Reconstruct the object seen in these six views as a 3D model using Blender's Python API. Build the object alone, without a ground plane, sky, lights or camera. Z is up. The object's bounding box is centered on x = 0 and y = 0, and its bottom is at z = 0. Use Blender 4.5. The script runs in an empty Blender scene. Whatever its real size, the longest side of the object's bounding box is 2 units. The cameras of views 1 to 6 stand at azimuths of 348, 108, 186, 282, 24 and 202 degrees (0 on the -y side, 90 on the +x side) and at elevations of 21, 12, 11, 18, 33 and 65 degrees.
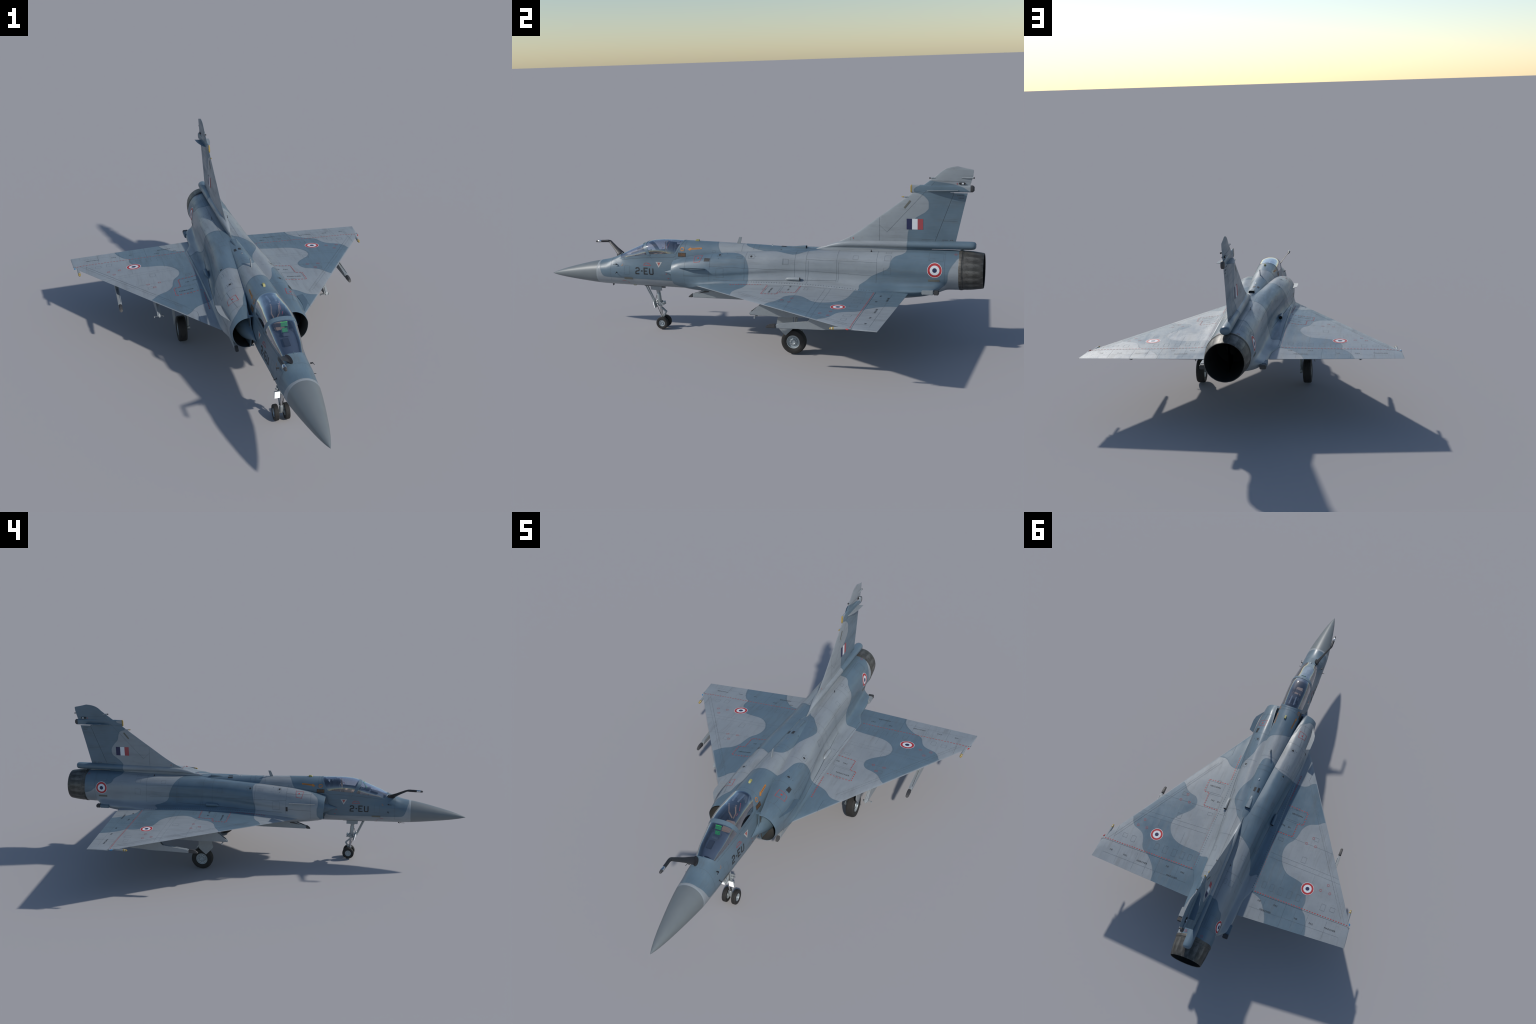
import bpy, bmesh, math, random
import numpy as np
from mathutils import Vector, Matrix
from mathutils.bvhtree import BVHTree

random.seed(7)
rng = np.random.default_rng(7)
COL = bpy.context.scene.collection

# ------------------------------------------------------------------ helpers
def empty(name, parent=None, loc=(0, 0, 0)):
    o = bpy.data.objects.new(name, None)
    COL.objects.link(o)
    o.location = loc
    if parent:
        o.parent = parent
        o.matrix_parent_inverse = Matrix.Identity(4)
    return o


def mesh_obj(name, verts, faces, parent=None, mat=None, smooth=True, angle=40, recalc=True):
    me = bpy.data.meshes.new(name)
    me.from_pydata([tuple(map(float, v)) for v in verts], [], [tuple(f) for f in faces])
    bm = bmesh.new()
    bm.from_mesh(me)
    bmesh.ops.remove_doubles(bm, verts=bm.verts, dist=1e-6)
    bad = [f for f in bm.faces if f.calc_area() < 1e-13]
    if bad:
        bmesh.ops.delete(bm, geom=bad, context='FACES')
    if recalc:
        bmesh.ops.recalc_face_normals(bm, faces=bm.faces)
    bm.to_mesh(me)
    bm.free()
    return wrap(name, me, parent, mat, smooth, angle)


def wrap(name, me, parent=None, mat=None, smooth=True, angle=40):
    me.polygons.foreach_set('use_smooth', [smooth] * len(me.polygons))
    if smooth and angle:
        bm = bmesh.new()
        bm.from_mesh(me)
        lim = math.radians(angle)
        for e in bm.edges:
            if len(e.link_faces) == 2 and e.calc_face_angle(0) > lim:
                e.smooth = False
        bm.to_mesh(me)
        bm.free()
    o = bpy.data.objects.new(name, me)
    COL.objects.link(o)
    if mat:
        me.materials.append(mat)
    if parent:
        o.parent = parent
    return o


def pchip(xs, ys):
    """monotone cubic interpolation; ys may be 2-D (one column per value)"""
    xs = np.asarray(xs, float)
    ys = np.asarray(ys, float)
    if ys.ndim == 1:
        ys = ys[:, None]
    h = np.diff(xs)[:, None]
    d = np.diff(ys, axis=0) / h
    m = np.zeros_like(ys)
    m[0], m[-1] = d[0], d[-1]
    for i in range(1, len(xs) - 1):
        s = (d[i - 1] * d[i]) > 0
        w1 = 2 * h[i] + h[i - 1]
        w2 = h[i] + 2 * h[i - 1]
        with np.errstate(divide='ignore', invalid='ignore'):
            hm = (w1 + w2) / (w1 / d[i - 1] + w2 / d[i])
        m[i] = np.where(s, hm, 0)

    def f(x):
        x = np.clip(np.atleast_1d(np.asarray(x, float)), xs[0], xs[-1])
        k = np.clip(np.searchsorted(xs, x, side='right') - 1, 0, len(xs) - 2)
        hh = h[k]
        t = ((x - xs[k])[:, None]) / hh
        return ((2 * t**3 - 3 * t**2 + 1) * ys[k] + (t**3 - 2 * t**2 + t) * hh * m[k]
                + (-2 * t**3 + 3 * t**2) * ys[k + 1] + (t**3 - t**2) * hh * m[k + 1])
    return f


def catmull(pts, n, closed=False):
    """centripetal-free Catmull-Rom through 2-D or 3-D points, n samples in all"""
    p = np.asarray(pts, float)
    N = len(p)
    if closed:
        q = np.vstack([p[-1], p, p[0], p[1]])
        segs = N
    else:
        q = np.vstack([2 * p[0] - p[1], p, 2 * p[-1] - p[-2]])
        segs = N - 1
    out = []
    for u in np.linspace(0, segs, n, endpoint=not closed):
        i = min(int(u), segs - 1)
        t = u - i
        a, b, c, d = q[i], q[i + 1], q[i + 2], q[i + 3]
        out.append(0.5 * ((2 * b) + (-a + c) * t + (2 * a - 5 * b + 4 * c - d) * t * t + (-a + 3 * b - 3 * c + d) * t**3))
    return np.array(out)


def bezier(p0, p1, p2, p3, n):
    t = np.linspace(0, 1, n)[:, None]
    p0, p1, p2, p3 = map(np.asarray, (p0, p1, p2, p3))
    return (1 - t)**3 * p0 + 3 * (1 - t)**2 * t * p1 + 3 * (1 - t) * t * t * p2 + t**3 * p3


def grid_faces(r, c, close_c=False, off=0):
    f = []
    for i in range(r - 1):
        for j in range(c if close_c else c - 1):
            a, b = off + i * c + j, off + i * c + (j + 1) % c
            f.append((a, b, b + c, a + c))
    return f


def loft_rings(rings, closed=True, cap0=False, cap1=False):
    r, c = len(rings), len(rings[0])
    v = [p for ring in rings for p in ring]
    f = grid_faces(r, c, closed)
    if cap0:
        f.append(tuple(range(c))[::-1])
    if cap1:
        f.append(tuple((r - 1) * c + j for j in range(c)))
    return v, f


def tube(points, radii, n=16, flat=1.0, up=(0, 0, 1), caps=True):
    """round bar along a poly-line, radius per point; flat squeezes the side axis"""
    P = [Vector(p) for p in points]
    rings = []
    for i, p in enumerate(P):
        t = (P[min(i + 1, len(P) - 1)] - P[max(i - 1, 0)])
        t = t.normalized() if t.length > 1e-9 else Vector((0, 1, 0))
        u = Vector(up)
        if abs(t.dot(u)) > 0.98:
            u = Vector((0, 1, 0)) if abs(t.y) < .9 else Vector((1, 0, 0))
        s = t.cross(u).normalized()
        w = s.cross(t).normalized()
        r = radii[i] if hasattr(radii, '__len__') else radii
        rings.append([p + s * (math.cos(a) * r * flat) + w * (math.sin(a) * r) for a in np.linspace(0, 2 * math.pi, n, endpoint=False)])
    return loft_rings(rings, True, caps, caps)


def revolve(profile, axis='y', centre=(0, 0, 0), n=32, closed_profile=False):
    """profile: (along, radius) pairs turned about an axis through centre"""
    rings = []
    for a, r in profile:
        ring = []
        for t in np.linspace(0, 2 * math.pi, n, endpoint=False):
            c, s = math.cos(t) * r, math.sin(t) * r
            if axis == 'y':
                ring.append((centre[0] + c, centre[1] + a, centre[2] + s))
            elif axis == 'x':
                ring.append((centre[0] + a, centre[1] + c, centre[2] + s))
            else:
                ring.append((centre[0] + c, centre[1] + s, centre[2] + a))
        rings.append(ring)
    return loft_rings(rings, True, not closed_profile, not closed_profile)


def box(c, size, rot=None, bev=0.0):
    bm = bmesh.new()
    bmesh.ops.create_cube(bm, size=1)
    for v in bm.verts:
        v.co = Vector((v.co.x * size[0], v.co.y * size[1], v.co.z * size[2]))
    if bev:
        bmesh.ops.bevel(bm, geom=list(bm.edges), offset=bev, segments=2, affect='EDGES')
    M = Matrix.Translation(Vector(c)) @ (rot.to_4x4() if rot else Matrix.Identity(4))
    bmesh.ops.transform(bm, matrix=M, verts=bm.verts)
    bm.verts.index_update()
    v = [tuple(x.co) for x in bm.verts]
    f = [tuple(x.index for x in fc.verts) for fc in bm.faces]
    bm.free()
    return v, f


def join(*parts):
    V, F = [], []
    for v, f in parts:
        o = len(V)
        V += [tuple(x) for x in v]
        F += [tuple(i + o for i in fc) for fc in f]
    return V, F


def mirror_x(part):
    v, f = part
    return [(-p[0], p[1], p[2]) for p in v], [tuple(reversed(x)) for x in f]


def plate(poly, thick, axis='x', at=0.0, bev=0.0):
    """extruded outline: poly in the plane across axis, centred on at"""
    bm = bmesh.new()
    def p3(a, b, h):
        return {'x': (h, a, b), 'y': (a, h, b), 'z': (a, b, h)}[axis]
    lo = [bm.verts.new(p3(a, b, at - thick / 2)) for a, b in poly]
    hi = [bm.verts.new(p3(a, b, at + thick / 2)) for a, b in poly]
    n = len(poly)
    bm.faces.new(lo[::-1])
    bm.faces.new(hi)
    for i in range(n):
        bm.faces.new((lo[i], lo[(i + 1) % n], hi[(i + 1) % n], hi[i]))
    if bev:
        bmesh.ops.bevel(bm, geom=list(bm.edges), offset=bev, segments=2, affect='EDGES')
    bmesh.ops.recalc_face_normals(bm, faces=bm.faces)
    bm.verts.index_update()
    v = [tuple(x.co) for x in bm.verts]
    f = [tuple(x.index for x in fc.verts) for fc in bm.faces]
    bm.free()
    return v, f


# ------------------------------------------------------------------ materials
class G:
    """tiny node-graph writer"""
    def __init__(self, name):
        self.mat = bpy.data.materials.new(name)
        self.mat.use_nodes = True
        self.t = self.mat.node_tree
        self.t.nodes.clear()
        self.out = self.t.nodes.new('ShaderNodeOutputMaterial')
        self._xyz = None

    def node(self, kind, **kw):
        n = self.t.nodes.new(kind)
        for k, v in kw.items():
            setattr(n, k, v)
        return n

    def put(self, sock, val):
        if hasattr(val, 'is_linked') or isinstance(val, bpy.types.NodeSocket):
            self.t.links.new(val, sock)
        elif val is not None:
            sock.default_value = val

    def m(self, op, a, b=0.0, c=None, clamp=False):
        n = self.node('ShaderNodeMath', operation=op, use_clamp=clamp)
        self.put(n.inputs[0], a)
        self.put(n.inputs[1], b)
        if c is not None:
            self.put(n.inputs[2], c)
        return n.outputs[0]

    def coords(self):
        return self.xyz()[3]

    def xyz(self):
        if not self._xyz:
            tc = self.node('ShaderNodeTexCoord')
            s = self.node('ShaderNodeSeparateXYZ')
            self.t.links.new(tc.outputs['Object'], s.inputs[0])
            self._xyz = (s.outputs[0], s.outputs[1], s.outputs[2], tc.outputs['Object'])
        return self._xyz

    def noise(self, scale, detail=3, rough=.55, stretch=None, vec=None):
        v = vec or self.coords()
        if stretch:
            mp = self.node('ShaderNodeMapping')
            self.t.links.new(v, mp.inputs[0])
            mp.inputs['Scale'].default_value = stretch
            v = mp.outputs[0]
        n = self.node('ShaderNodeTexNoise')
        self.t.links.new(v, n.inputs['Vector'])
        n.inputs['Scale'].default_value = scale
        n.inputs['Detail'].default_value = detail
        n.inputs['Roughness'].default_value = rough
        return n.outputs['Fac']

    def ramp(self, fac, lo, hi, a=0.0, b=1.0):
        n = self.node('ShaderNodeMapRange', interpolation_type='SMOOTHSTEP')
        self.put(n.inputs[0], fac)
        for i, x in enumerate((lo, hi, a, b)):
            n.inputs[i + 1].default_value = x
        return n.outputs[0]

    def mix(self, fac, a, b, mode='MIX'):
        n = self.node('ShaderNodeMix', data_type='RGBA', blend_type=mode)
        self.put(n.inputs[0], fac)
        for s, v in ((n.inputs[6], a), (n.inputs[7], b)):
            self.put(s, tuple(v) + (1,) if isinstance(v, (tuple, list)) and len(v) == 3 else v)
        return n.outputs[2]

    def curve(self, x, pts, lo, hi, vlo, vhi):
        """y = f(x) through control points, x and values in real units"""
        n = self.node('ShaderNodeFloatCurve')
        u = self.m('DIVIDE', self.m('SUBTRACT', x, lo), hi - lo, clamp=True)
        self.put(n.inputs['Value'], u)
        c = n.mapping.curves[0]
        q = [((a - lo) / (hi - lo), (b - vlo) / (vhi - vlo)) for a, b in pts]
        while len(c.points) < len(q):
            c.points.new(0.5, 0.5)
        for p, (a, b) in zip(c.points, q):
            p.location = (a, b)
            p.handle_type = 'AUTO_CLAMPED'
        n.mapping.use_clip = False
        n.mapping.update()
        return self.m('ADD', self.m('MULTIPLY', n.outputs[0], vhi - vlo), vlo)

    def bsdf(self, colour, rough=.5, metal=0.0, spec=.5, bump=None, bump_d=.001, **kw):
        b = self.node('ShaderNodeBsdfPrincipled')
        self.put(b.inputs['Base Color'], tuple(colour) + (1,) if isinstance(colour, (tuple, list)) and len(colour) == 3 else colour)
        self.put(b.inputs['Roughness'], rough)
        b.inputs['Metallic'].default_value = metal
        b.inputs['Specular IOR Level'].default_value = spec
        for k, v in kw.items():
            self.put(b.inputs[k], v)
        if bump is not None:
            bp = self.node('ShaderNodeBump')
            bp.inputs['Strength'].default_value = .6
            bp.inputs['Distance'].default_value = bump_d
            self.t.links.new(bump, bp.inputs['Height'])
            self.t.links.new(bp.outputs[0], b.inputs['Normal'])
        self.t.links.new(b.outputs[0], self.out.inputs[0])
        return b


def plain(name, col, rough=.5, metal=0.0, var=.12, scale=60, spec=.5, **kw):
    g = G(name)
    n = g.noise(scale, 4)
    d = tuple(c * (1 - var) for c in col)
    l = tuple(min(1, c * (1 + var)) for c in col)
    g.bsdf(g.mix(n, d, l), rough, metal, spec, **kw)
    return g.mat


M_LIGHT = plain('light_grey_paint', (.26, .285, .30), .45, scale=90)
M_BLUE = plain('blue_grey_paint', (.106, .160, .203), .42, scale=90)
M_RADOME = plain('radome_grey', (.156, .177, .186), .44, var=.06, scale=25, spec=.5)
M_PALE = plain('pale_seal', (.27, .30, .32), .5, var=.05)
M_BLACK = plain('black_paint', (.016, .016, .018), .6)
M_DARK = plain('dark_grey_paint', (.05, .05, .052), .55)
M_RUBBER = plain('tyre_rubber', (.02, .019, .018), .75, var=.25, scale=140)
M_STEEL = plain('gear_metal', (.36, .39, .40), .4, .35, scale=200)
M_RIM = plain('wheel_rim_paint', (.36, .40, .42), .4, .2, scale=200)
M_CHROME = plain('polished_metal', (.6, .6, .6), .18, 1.0)
M_PROBE = plain('probe_dark_metal', (.03, .031, .034), .45, .3)
M_YELLOW = plain('yellow_antenna', (.33, .235, .06), .5)
M_LIME = plain('yellow_green_blade', (.36, .34, .13), .5)
M_RED = plain('red_marking', (.42, .05, .05), .5, var=.15)
M_ORANGE = plain('orange_marking', (.50, .19, .03), .5, var=.1)
M_WHITE = plain('white_marking', (.70, .72, .74), .5, var=.05)
M_NAVY = plain('navy_marking', (.016, .02, .075), .5, var=.05)
M_ROUNDRED = plain('roundel_red', (.42, .025, .03), .5, var=.06)
M_TEXT = plain('black_lettering', (.018, .019, .021), .55, var=.1)
M_LINE = plain('panel_line_grime', (.085, .10, .115), .7, var=.25, scale=30)
M_MESH = plain('vent_mesh', (.03, .03, .032), .6)
M_BROWNLAMP = plain('formation_light_strip', (.12, .12, .10), .5)
M_TAN = plain('harness_tan', (.44, .28, .18), .8)
M_COCK = plain('cockpit_dark', (.040, .045, .055), .7, var=.3)
M_CONSOLE = plain('cockpit_grey', (.09, .105, .13), .6)
M_DUCT = plain('duct_interior', (.10, .10, .095), .6)
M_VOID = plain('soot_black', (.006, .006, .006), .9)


def lamp_material():
    g = G('landing_lamp_lens')
    b = g.bsdf((.9, .9, .9), .2)
    b.inputs['Emission Color'].default_value = (1, 1, 1, 1)
    b.inputs['Emission Strength'].default_value = 1.2
    return g.mat


def glass_material(name, tint, gloss):
    g = G(name)
    tr = g.node('ShaderNodeBsdfTransparent')
    tr.inputs[0].default_value = tint + (1,)
    gl = g.node('ShaderNodeBsdfGlossy')
    gl.inputs['Color'].default_value = (.95, .97, 1, 1)
    gl.inputs['Roughness'].default_value = .04
    lw = g.node('ShaderNodeLayerWeight')
    lw.inputs[0].default_value = .35
    f = g.ramp(lw.outputs['Facing'], 0, 1, gloss, .8)
    mx = g.node('ShaderNodeMixShader')
    g.put(mx.inputs[0], f)
    g.t.links.new(tr.outputs[0], mx.inputs[1])
    g.t.links.new(gl.outputs[0], mx.inputs[2])
    g.t.links.new(mx.outputs[0], g.out.inputs[0])
    return g.mat


def hud_material():
    g = G('head_up_display_glass')
    n = g.noise(900, 2)
    c = g.mix(g.ramp(n, .4, .6), (.006, .13, .03), (.03, .42, .10))
    g.bsdf(c, .25)
    return g.mat


def nozzle_material():
    g = G('heat_stained_metal')
    oi = g.node('ShaderNodeObjectInfo')
    n = g.noise(38, 5, .65, (1.6, .35, 1.6))
    n2 = g.noise(110, 5, .65, (1, .5, 1))
    base = g.mix(g.ramp(n, .30, .70), (.060, .057, .050), (.185, .178, .160))
    base = g.mix(g.m('MULTIPLY', g.ramp(n2, .50, .72), .8), base, (.045, .040, .035))
    base = g.mix(g.m('MULTIPLY', oi.outputs['Random'], .45), base, (.075, .070, .062))
    g.bsdf(base, .52, .45, bump=n2, bump_d=.0005)
    return g.mat


M_LAMP = lamp_material()
M_GLASS = glass_material('canopy_glass', (.74, .79, .87), .17)
M_LENS = glass_material('clear_lens', (.8, .85, .9), .3)
M_HUD = hud_material()
M_NOZZLE = nozzle_material()
# ---- two-tone camouflage --------------------------------------------------------
BLUE_A = (.108, .162, .205)
GREY_A = (.262, .289, .309)


SOFT = [1.0]


def ge(g, a, b, w=.0022):
    """soft 'a is greater than b'"""
    w *= SOFT[0]
    return g.ramp(g.m('SUBTRACT', a, b), -w, w)


def both(g, *a):
    r = a[0]
    for x in a[1:]:
        r = g.m('MULTIPLY', r, x)
    return r


def either(g, *a):
    r = a[0]
    for x in a[1:]:
        r = g.m('MAXIMUM', r, x)
    return r


def inv(g, a):
    return g.m('SUBTRACT', 1.0, a)


def worn_paint(g, build):
    """blue or grey by mask, then streaks along the airflow, blotches and fine dirt;
    the sprayed overlap along each colour edge is a little darker and rougher"""
    SOFT[0] = 1.0
    mask = build()
    SOFT[0] = 5.0
    wide = build()
    SOFT[0] = 1.0
    band = g.m('MULTIPLY', g.m('MULTIPLY', g.m('MULTIPLY', wide, inv(g, wide)), 4.0), mask)
    blot = g.noise(9, 4, .6)
    fine = g.noise(75, 5, .65)
    streak = g.noise(13, 5, .62, (3.0, .42, 3.0))
    hair = g.noise(120, 3, .6, (2.4, .12, 2.4))
    blue = g.mix(g.ramp(blot, .3, .7), tuple(c * .94 for c in BLUE_A), tuple(c * 1.08 for c in BLUE_A))
    grey = g.mix(g.ramp(blot, .3, .7), tuple(c * .95 for c in GREY_A), tuple(c * 1.05 for c in GREY_A))
    c = g.mix(mask, grey, blue)
    c = g.mix(g.m('MULTIPLY', g.ramp(streak, .48, .78), .30), c, (.090, .092, .088))
    c = g.mix(g.m('MULTIPLY', g.ramp(hair, .52, .78), .06), c, (.10, .10, .095))
    c = g.mix(g.m('MULTIPLY', g.ramp(fine, .55, .8), .22), c, (.15, .135, .11))
    c = g.mix(g.m('MULTIPLY', g.ramp(hair, .50, .30), .04), c, (.36, .40, .42))
    c = g.mix(g.m('MULTIPLY', band, .16), c, (.07, .10, .125))
    rough = g.m('ADD', g.m('ADD', .30, g.m('MULTIPLY', band, .18)), g.m('MULTIPLY', g.ramp(g.m('ADD', g.m('MULTIPLY', blot, .5), g.m('MULTIPLY', streak, .5)), .35, .65), .20))
    g.bsdf(c, rough, 0, .5, bump=g.m('ADD', g.m('MULTIPLY', hair, .3), g.m('MULTIPLY', blot, 2)), bump_d=.0005)


def body_material():
    g = G('camouflage_body')
    x, y, z, _ = g.xyz()
    th = g.m('MULTIPLY', g.m('ARCTAN2', x, g.m('SUBTRACT', z, .31)), 180 / math.pi)
    ath = g.m('ABSOLUTE', th)
    A = g.curve(th, [(-180, -.32), (-120, -.310), (-108, -.299), (-99, -.299), (-87, -.304), (-76, -.301), (-68, -.287), (-59, -.266), (-50, -.215), (-38, -.177), (-21, -.163),
                     (1, -.148), (21, -.138), (36, -.123), (41, -.112), (45, -.075), (48, -.036), (52, -.016), (58, .001), (66, .014), (74, .021), (87, .027), (99, .025), (110, .030), (180, .03)], -180, 180, -.4, .1)
    B0 = g.curve(th, [(-180, .0), (-110, .0), (-79, .014), (-57, .020), (-45, .017), (-31, .002), (-18, -.012), (1, -.018), (12, -.008), (18, .015), (23, .055), (28, .107), (33, .128), (38, .150), (42, .172), (45, .195), (46.5, .213), (49, .30), (60, .9), (180, .9)], -180, 180, -.1, 1)
    B1 = g.curve(th, [(-180, .56), (-112, .545), (-108, .493), (-101, .461), (-76, .448), (-55, .432), (-34, .412), (-21, .398), (-5, .383), (5, .325), (21, .300), (29, .276), (36, .256), (42, .240), (45, .226), (46.5, .212), (49, .12), (60, -.1), (180, -.1)], -180, 180, -.1, 1)
    C0 = g.curve(th, [(-180, 1), (-96, 1), (-90, .904), (-82, .868), (-73, .851), (-66, .832), (-58, .781), (-52, .758), (-40, .748), (-21, .713), (-9, .711), (5, .685), (20, .684), (28, .674), (38, .644), (51, .629), (68, .622), (77, .600), (85, .574), (94, .547), (102, .532), (108, .512), (113, .48), (130, .46), (180, .46)], -180, 180, .4, 1)
    C1 = g.curve(th, [(-180, 1), (28, 1), (35, .905), (49, .887), (65, .871), (80, .863), (100, .860), (119, .845), (123, .829), (140, .80), (180, .79)], -180, 180, .4, 1)
    L = g.curve(y, [(-.735, 95), (-.729, 106), (-.722, 121), (-.715, 131), (-.705, 138), (-.695, 140), (-.68, 140.5), (-.36, 141), (-.33, 134), (-.28, 128), (.45, 127), (.75, 128), (1, 140)], -.735, 1, 80, 160)
    def build():
        blue = either(g, ge(g, A, y), both(g, ge(g, y, B0), ge(g, B1, y)), both(g, ge(g, y, C0), ge(g, C1, y)))
        return both(g, blue, inv(g, ge(g, ath, L, .8)), front)
    front = g.ramp(y, -.7325, -.7300)
    worn_paint(g, build)
    return g.mat


def wing_material():
    g = G('camouflage_wing')
    x, y, z, _ = g.xyz()
    ax = g.m('ABSOLUTE', x)
    port = g.ramp(x, -.001, .001)
    xin = g.curve(y, [(.15, .65), (.165, .40), (.176, .369), (.21, .337), (.222, .314), (.230, .286), (.247, .270), (.274, .265), (.303, .276), (.335, .306), (.362, .331), (.396, .340), (.429, .332), (.458, .310), (.478, .277), (.486, .235), (.489, .19), (.493, .153), (.507, .11), (.72, .05)], .15, .72, 0, .7)
    xout = g.curve(y, [(.15, .68), (.40, .68), (.428, .534), (.452, .520), (.472, .502), (.481, .478), (.490, .458), (.507, .443), (.531, .433), (.555, .424), (.571, .410), (.585, .385), (.609, .359), (.637, .337), (.666, .324), (.72, .317)], .15, .72, 0, .7)
    wf = g.curve(ax, [(.1, .031), (.155, .029), (.189, .018), (.205, .004), (.218, -.008), (.237, -.014), (.258, -.012), (.275, -.008), (.285, -.3), (.64, -.3)], .1, .64, -.3, .1)
    xo = g.curve(y, [(-.25, .68), (.11, .68), (.135, .351), (.159, .321), (.177, .283), (.208, .261), (.242, .254), (.272, .245), (.308, .221), (.345, .214), (.383, .222), (.420, .243), (.443, .271), (.451, .305), (.461, .346), (.485, .375), (.513, .388), (.548, .396), (.573, .394), (.599, .414), (.635, .432), (.684, .445), (.72, .448)], -.25, .72, 0, .7)
    wsf = g.curve(ax, [(.1, .004), (.175, .0), (.193, -.004), (.209, -.014), (.224, -.033), (.243, -.042), (.262, -.04), (.30, -.03), (.64, -.03)], .1, .64, -.3, .1)
    xi = g.curve(y, [(.55, 0), (.578, .08), (.587, .155), (.598, .188), (.619, .210), (.649, .231), (.673, .243), (.697, .250), (.72, .252)], .55, .72, 0, .7)
    top = ge(g, z, g.m('SUBTRACT', .2455, g.m('MULTIPLY', g.m('SUBTRACT', ax, .15), .0115)), .001)
    under = g.m('MAXIMUM', top, ge(g, .09, ax))

    def build():
        p = either(g, both(g, ge(g, ax, xin), ge(g, xout, ax)), ge(g, wf, y))
        s = both(g, ge(g, xo, ax), ge(g, y, wsf), inv(g, both(g, ge(g, xi, ax), ge(g, y, .56))))
        return both(g, g.m('ADD', both(g, port, p), both(g, inv(g, port), s)), under)
    worn_paint(g, build)
    return g.mat


def fin_material():
    g = G('camouflage_fin')
    x, y, z, _ = g.xyz()
    port = g.ramp(x, -.0003, .0003)
    fp = g.curve(z, [(.38, .684), (.445, .687), (.467, .688), (.489, .692), (.520, .706), (.540, .721), (.551, .738), (.568, .764), (.584, .774), (.602, .774), (.625, .761), (.640, .737), (.647, .715), (.655, .712), (.666, .72), (.674, .735), (.68, .74), (.70, .74), (.76, .74)], .38, .76, .6, 1)
    tp = g.curve(y, [(.68, .72), (.74, .703), (.78, .695), (.827, .688), (.865, .682), (.885, .677), (.905, .671), (.925, .660), (.94, .650), (.97, .64)], .68, .97, .6, .76)
    fs = g.curve(z, [(.38, .713), (.438, .712), (.460, .724), (.479, .747), (.498, .768), (.519, .770), (.546, .756), (.574, .733), (.601, .726), (.616, .718), (.625, .690), (.632, .66), (.645, .65), (.655, .70), (.67, .735), (.68, .7), (.76, .7)], .38, .76, .6, 1)

    def build():
        p = both(g, ge(g, y, fp), g.m('MAXIMUM', ge(g, tp, z), ge(g, .642, z)))
        return g.m('ADD', both(g, port, p), both(g, inv(g, port), ge(g, y, fs)))
    worn_paint(g, build)
    return g.mat


M_CAMO_FUSE = body_material()
M_CAMO_WING = wing_material()
M_CAMO_FIN = fin_material()
# ------------------------------------------------------------------ the aircraft
jet = empty('jet_fighter')
jet['label'] = 'single-seat delta-wing jet fighter in blue and grey camouflage'
jet['category'] = 'fighter jet'

# ---- wing surface description -------------------------------------------------
LE_SLOPE = 0.617                      # span gained per metre aft along the leading edge
TIP = [(.590, .516), (.606, .542), (.616, .562), (.624, .585), (.6285, .607), (.632, .645), (.634, .679)]


def le_y(x):
    if x <= TIP[0][0]:
        return .075 + (x - .318) / LE_SLOPE
    for (a, b), (c, d) in zip(TIP, TIP[1:]):
        if x <= c:
            return b + (d - b) * (x - a) / (c - a)
    return TIP[-1][1]


def te_y(x):
    return .706 + (x - .149) * (.679 - .706) / (.634 - .149)


mid_z = lambda x: .2465 - (x - .15) * .0115
_up = pchip([.10, .15, .19, .23, .30, .384, .50, .60, .634], [.0245, .0240, .0185, .0152, .0122, .0094, .0062, .0034, .0016])
_sh = pchip([0, .015, .05, .1, .2, .35, .45, .58, .7, .855, 1], [0, .17, .38, .57, .82, .97, 1, .90, .68, .35, .05])
_lo = pchip([0, .015, .05, .1, .2, .35, .5, .7, 1], [0, .16, .32, .46, .58, .64, .60, .40, .05])


def wing_z(x, y, upper=True):
    a, b = le_y(x), te_y(x)
    c = min(max((y - a) / max(b - a, 1e-4), 0), 1)
    t = _up(x)[0, 0]
    z0 = mid_z(x) - .0025 * (1 - c)
    return z0 + t * _sh(c)[0, 0] if upper else z0 - t * _lo(c)[0, 0]


def wing_patch(x0, x1, ya, yb, nx=40, ny=24, inset=0.0):
    """closed shell of the wing between span x0..x1 and chord lines ya(x)..yb(x)"""
    xs = list(nx) if hasattr(nx, '__len__') else np.linspace(x0, x1, nx)
    ts = .5 - .5 * np.cos(np.linspace(0, math.pi, ny))
    up, lo = [], []
    for x in xs:
        a, b = ya(x), yb(x)
        ys = a + (b - a) * ts
        up.append([(x, y, wing_z(x, y, True)) for y in ys])
        lo.append([(x, y, wing_z(x, y, False)) for y in ys[::-1]])
    rings = [u + l for u, l in zip(up, lo)]
    return loft_rings(rings, True, True, True)


GAP = .0007
HINGE = .581
slat_in, slat_out = .205, .573
slat_edge = lambda x: le_y(x) + .066


def main_front(x):
    return slat_edge(x) + GAP if slat_in < x < slat_out else le_y(x)


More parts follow.
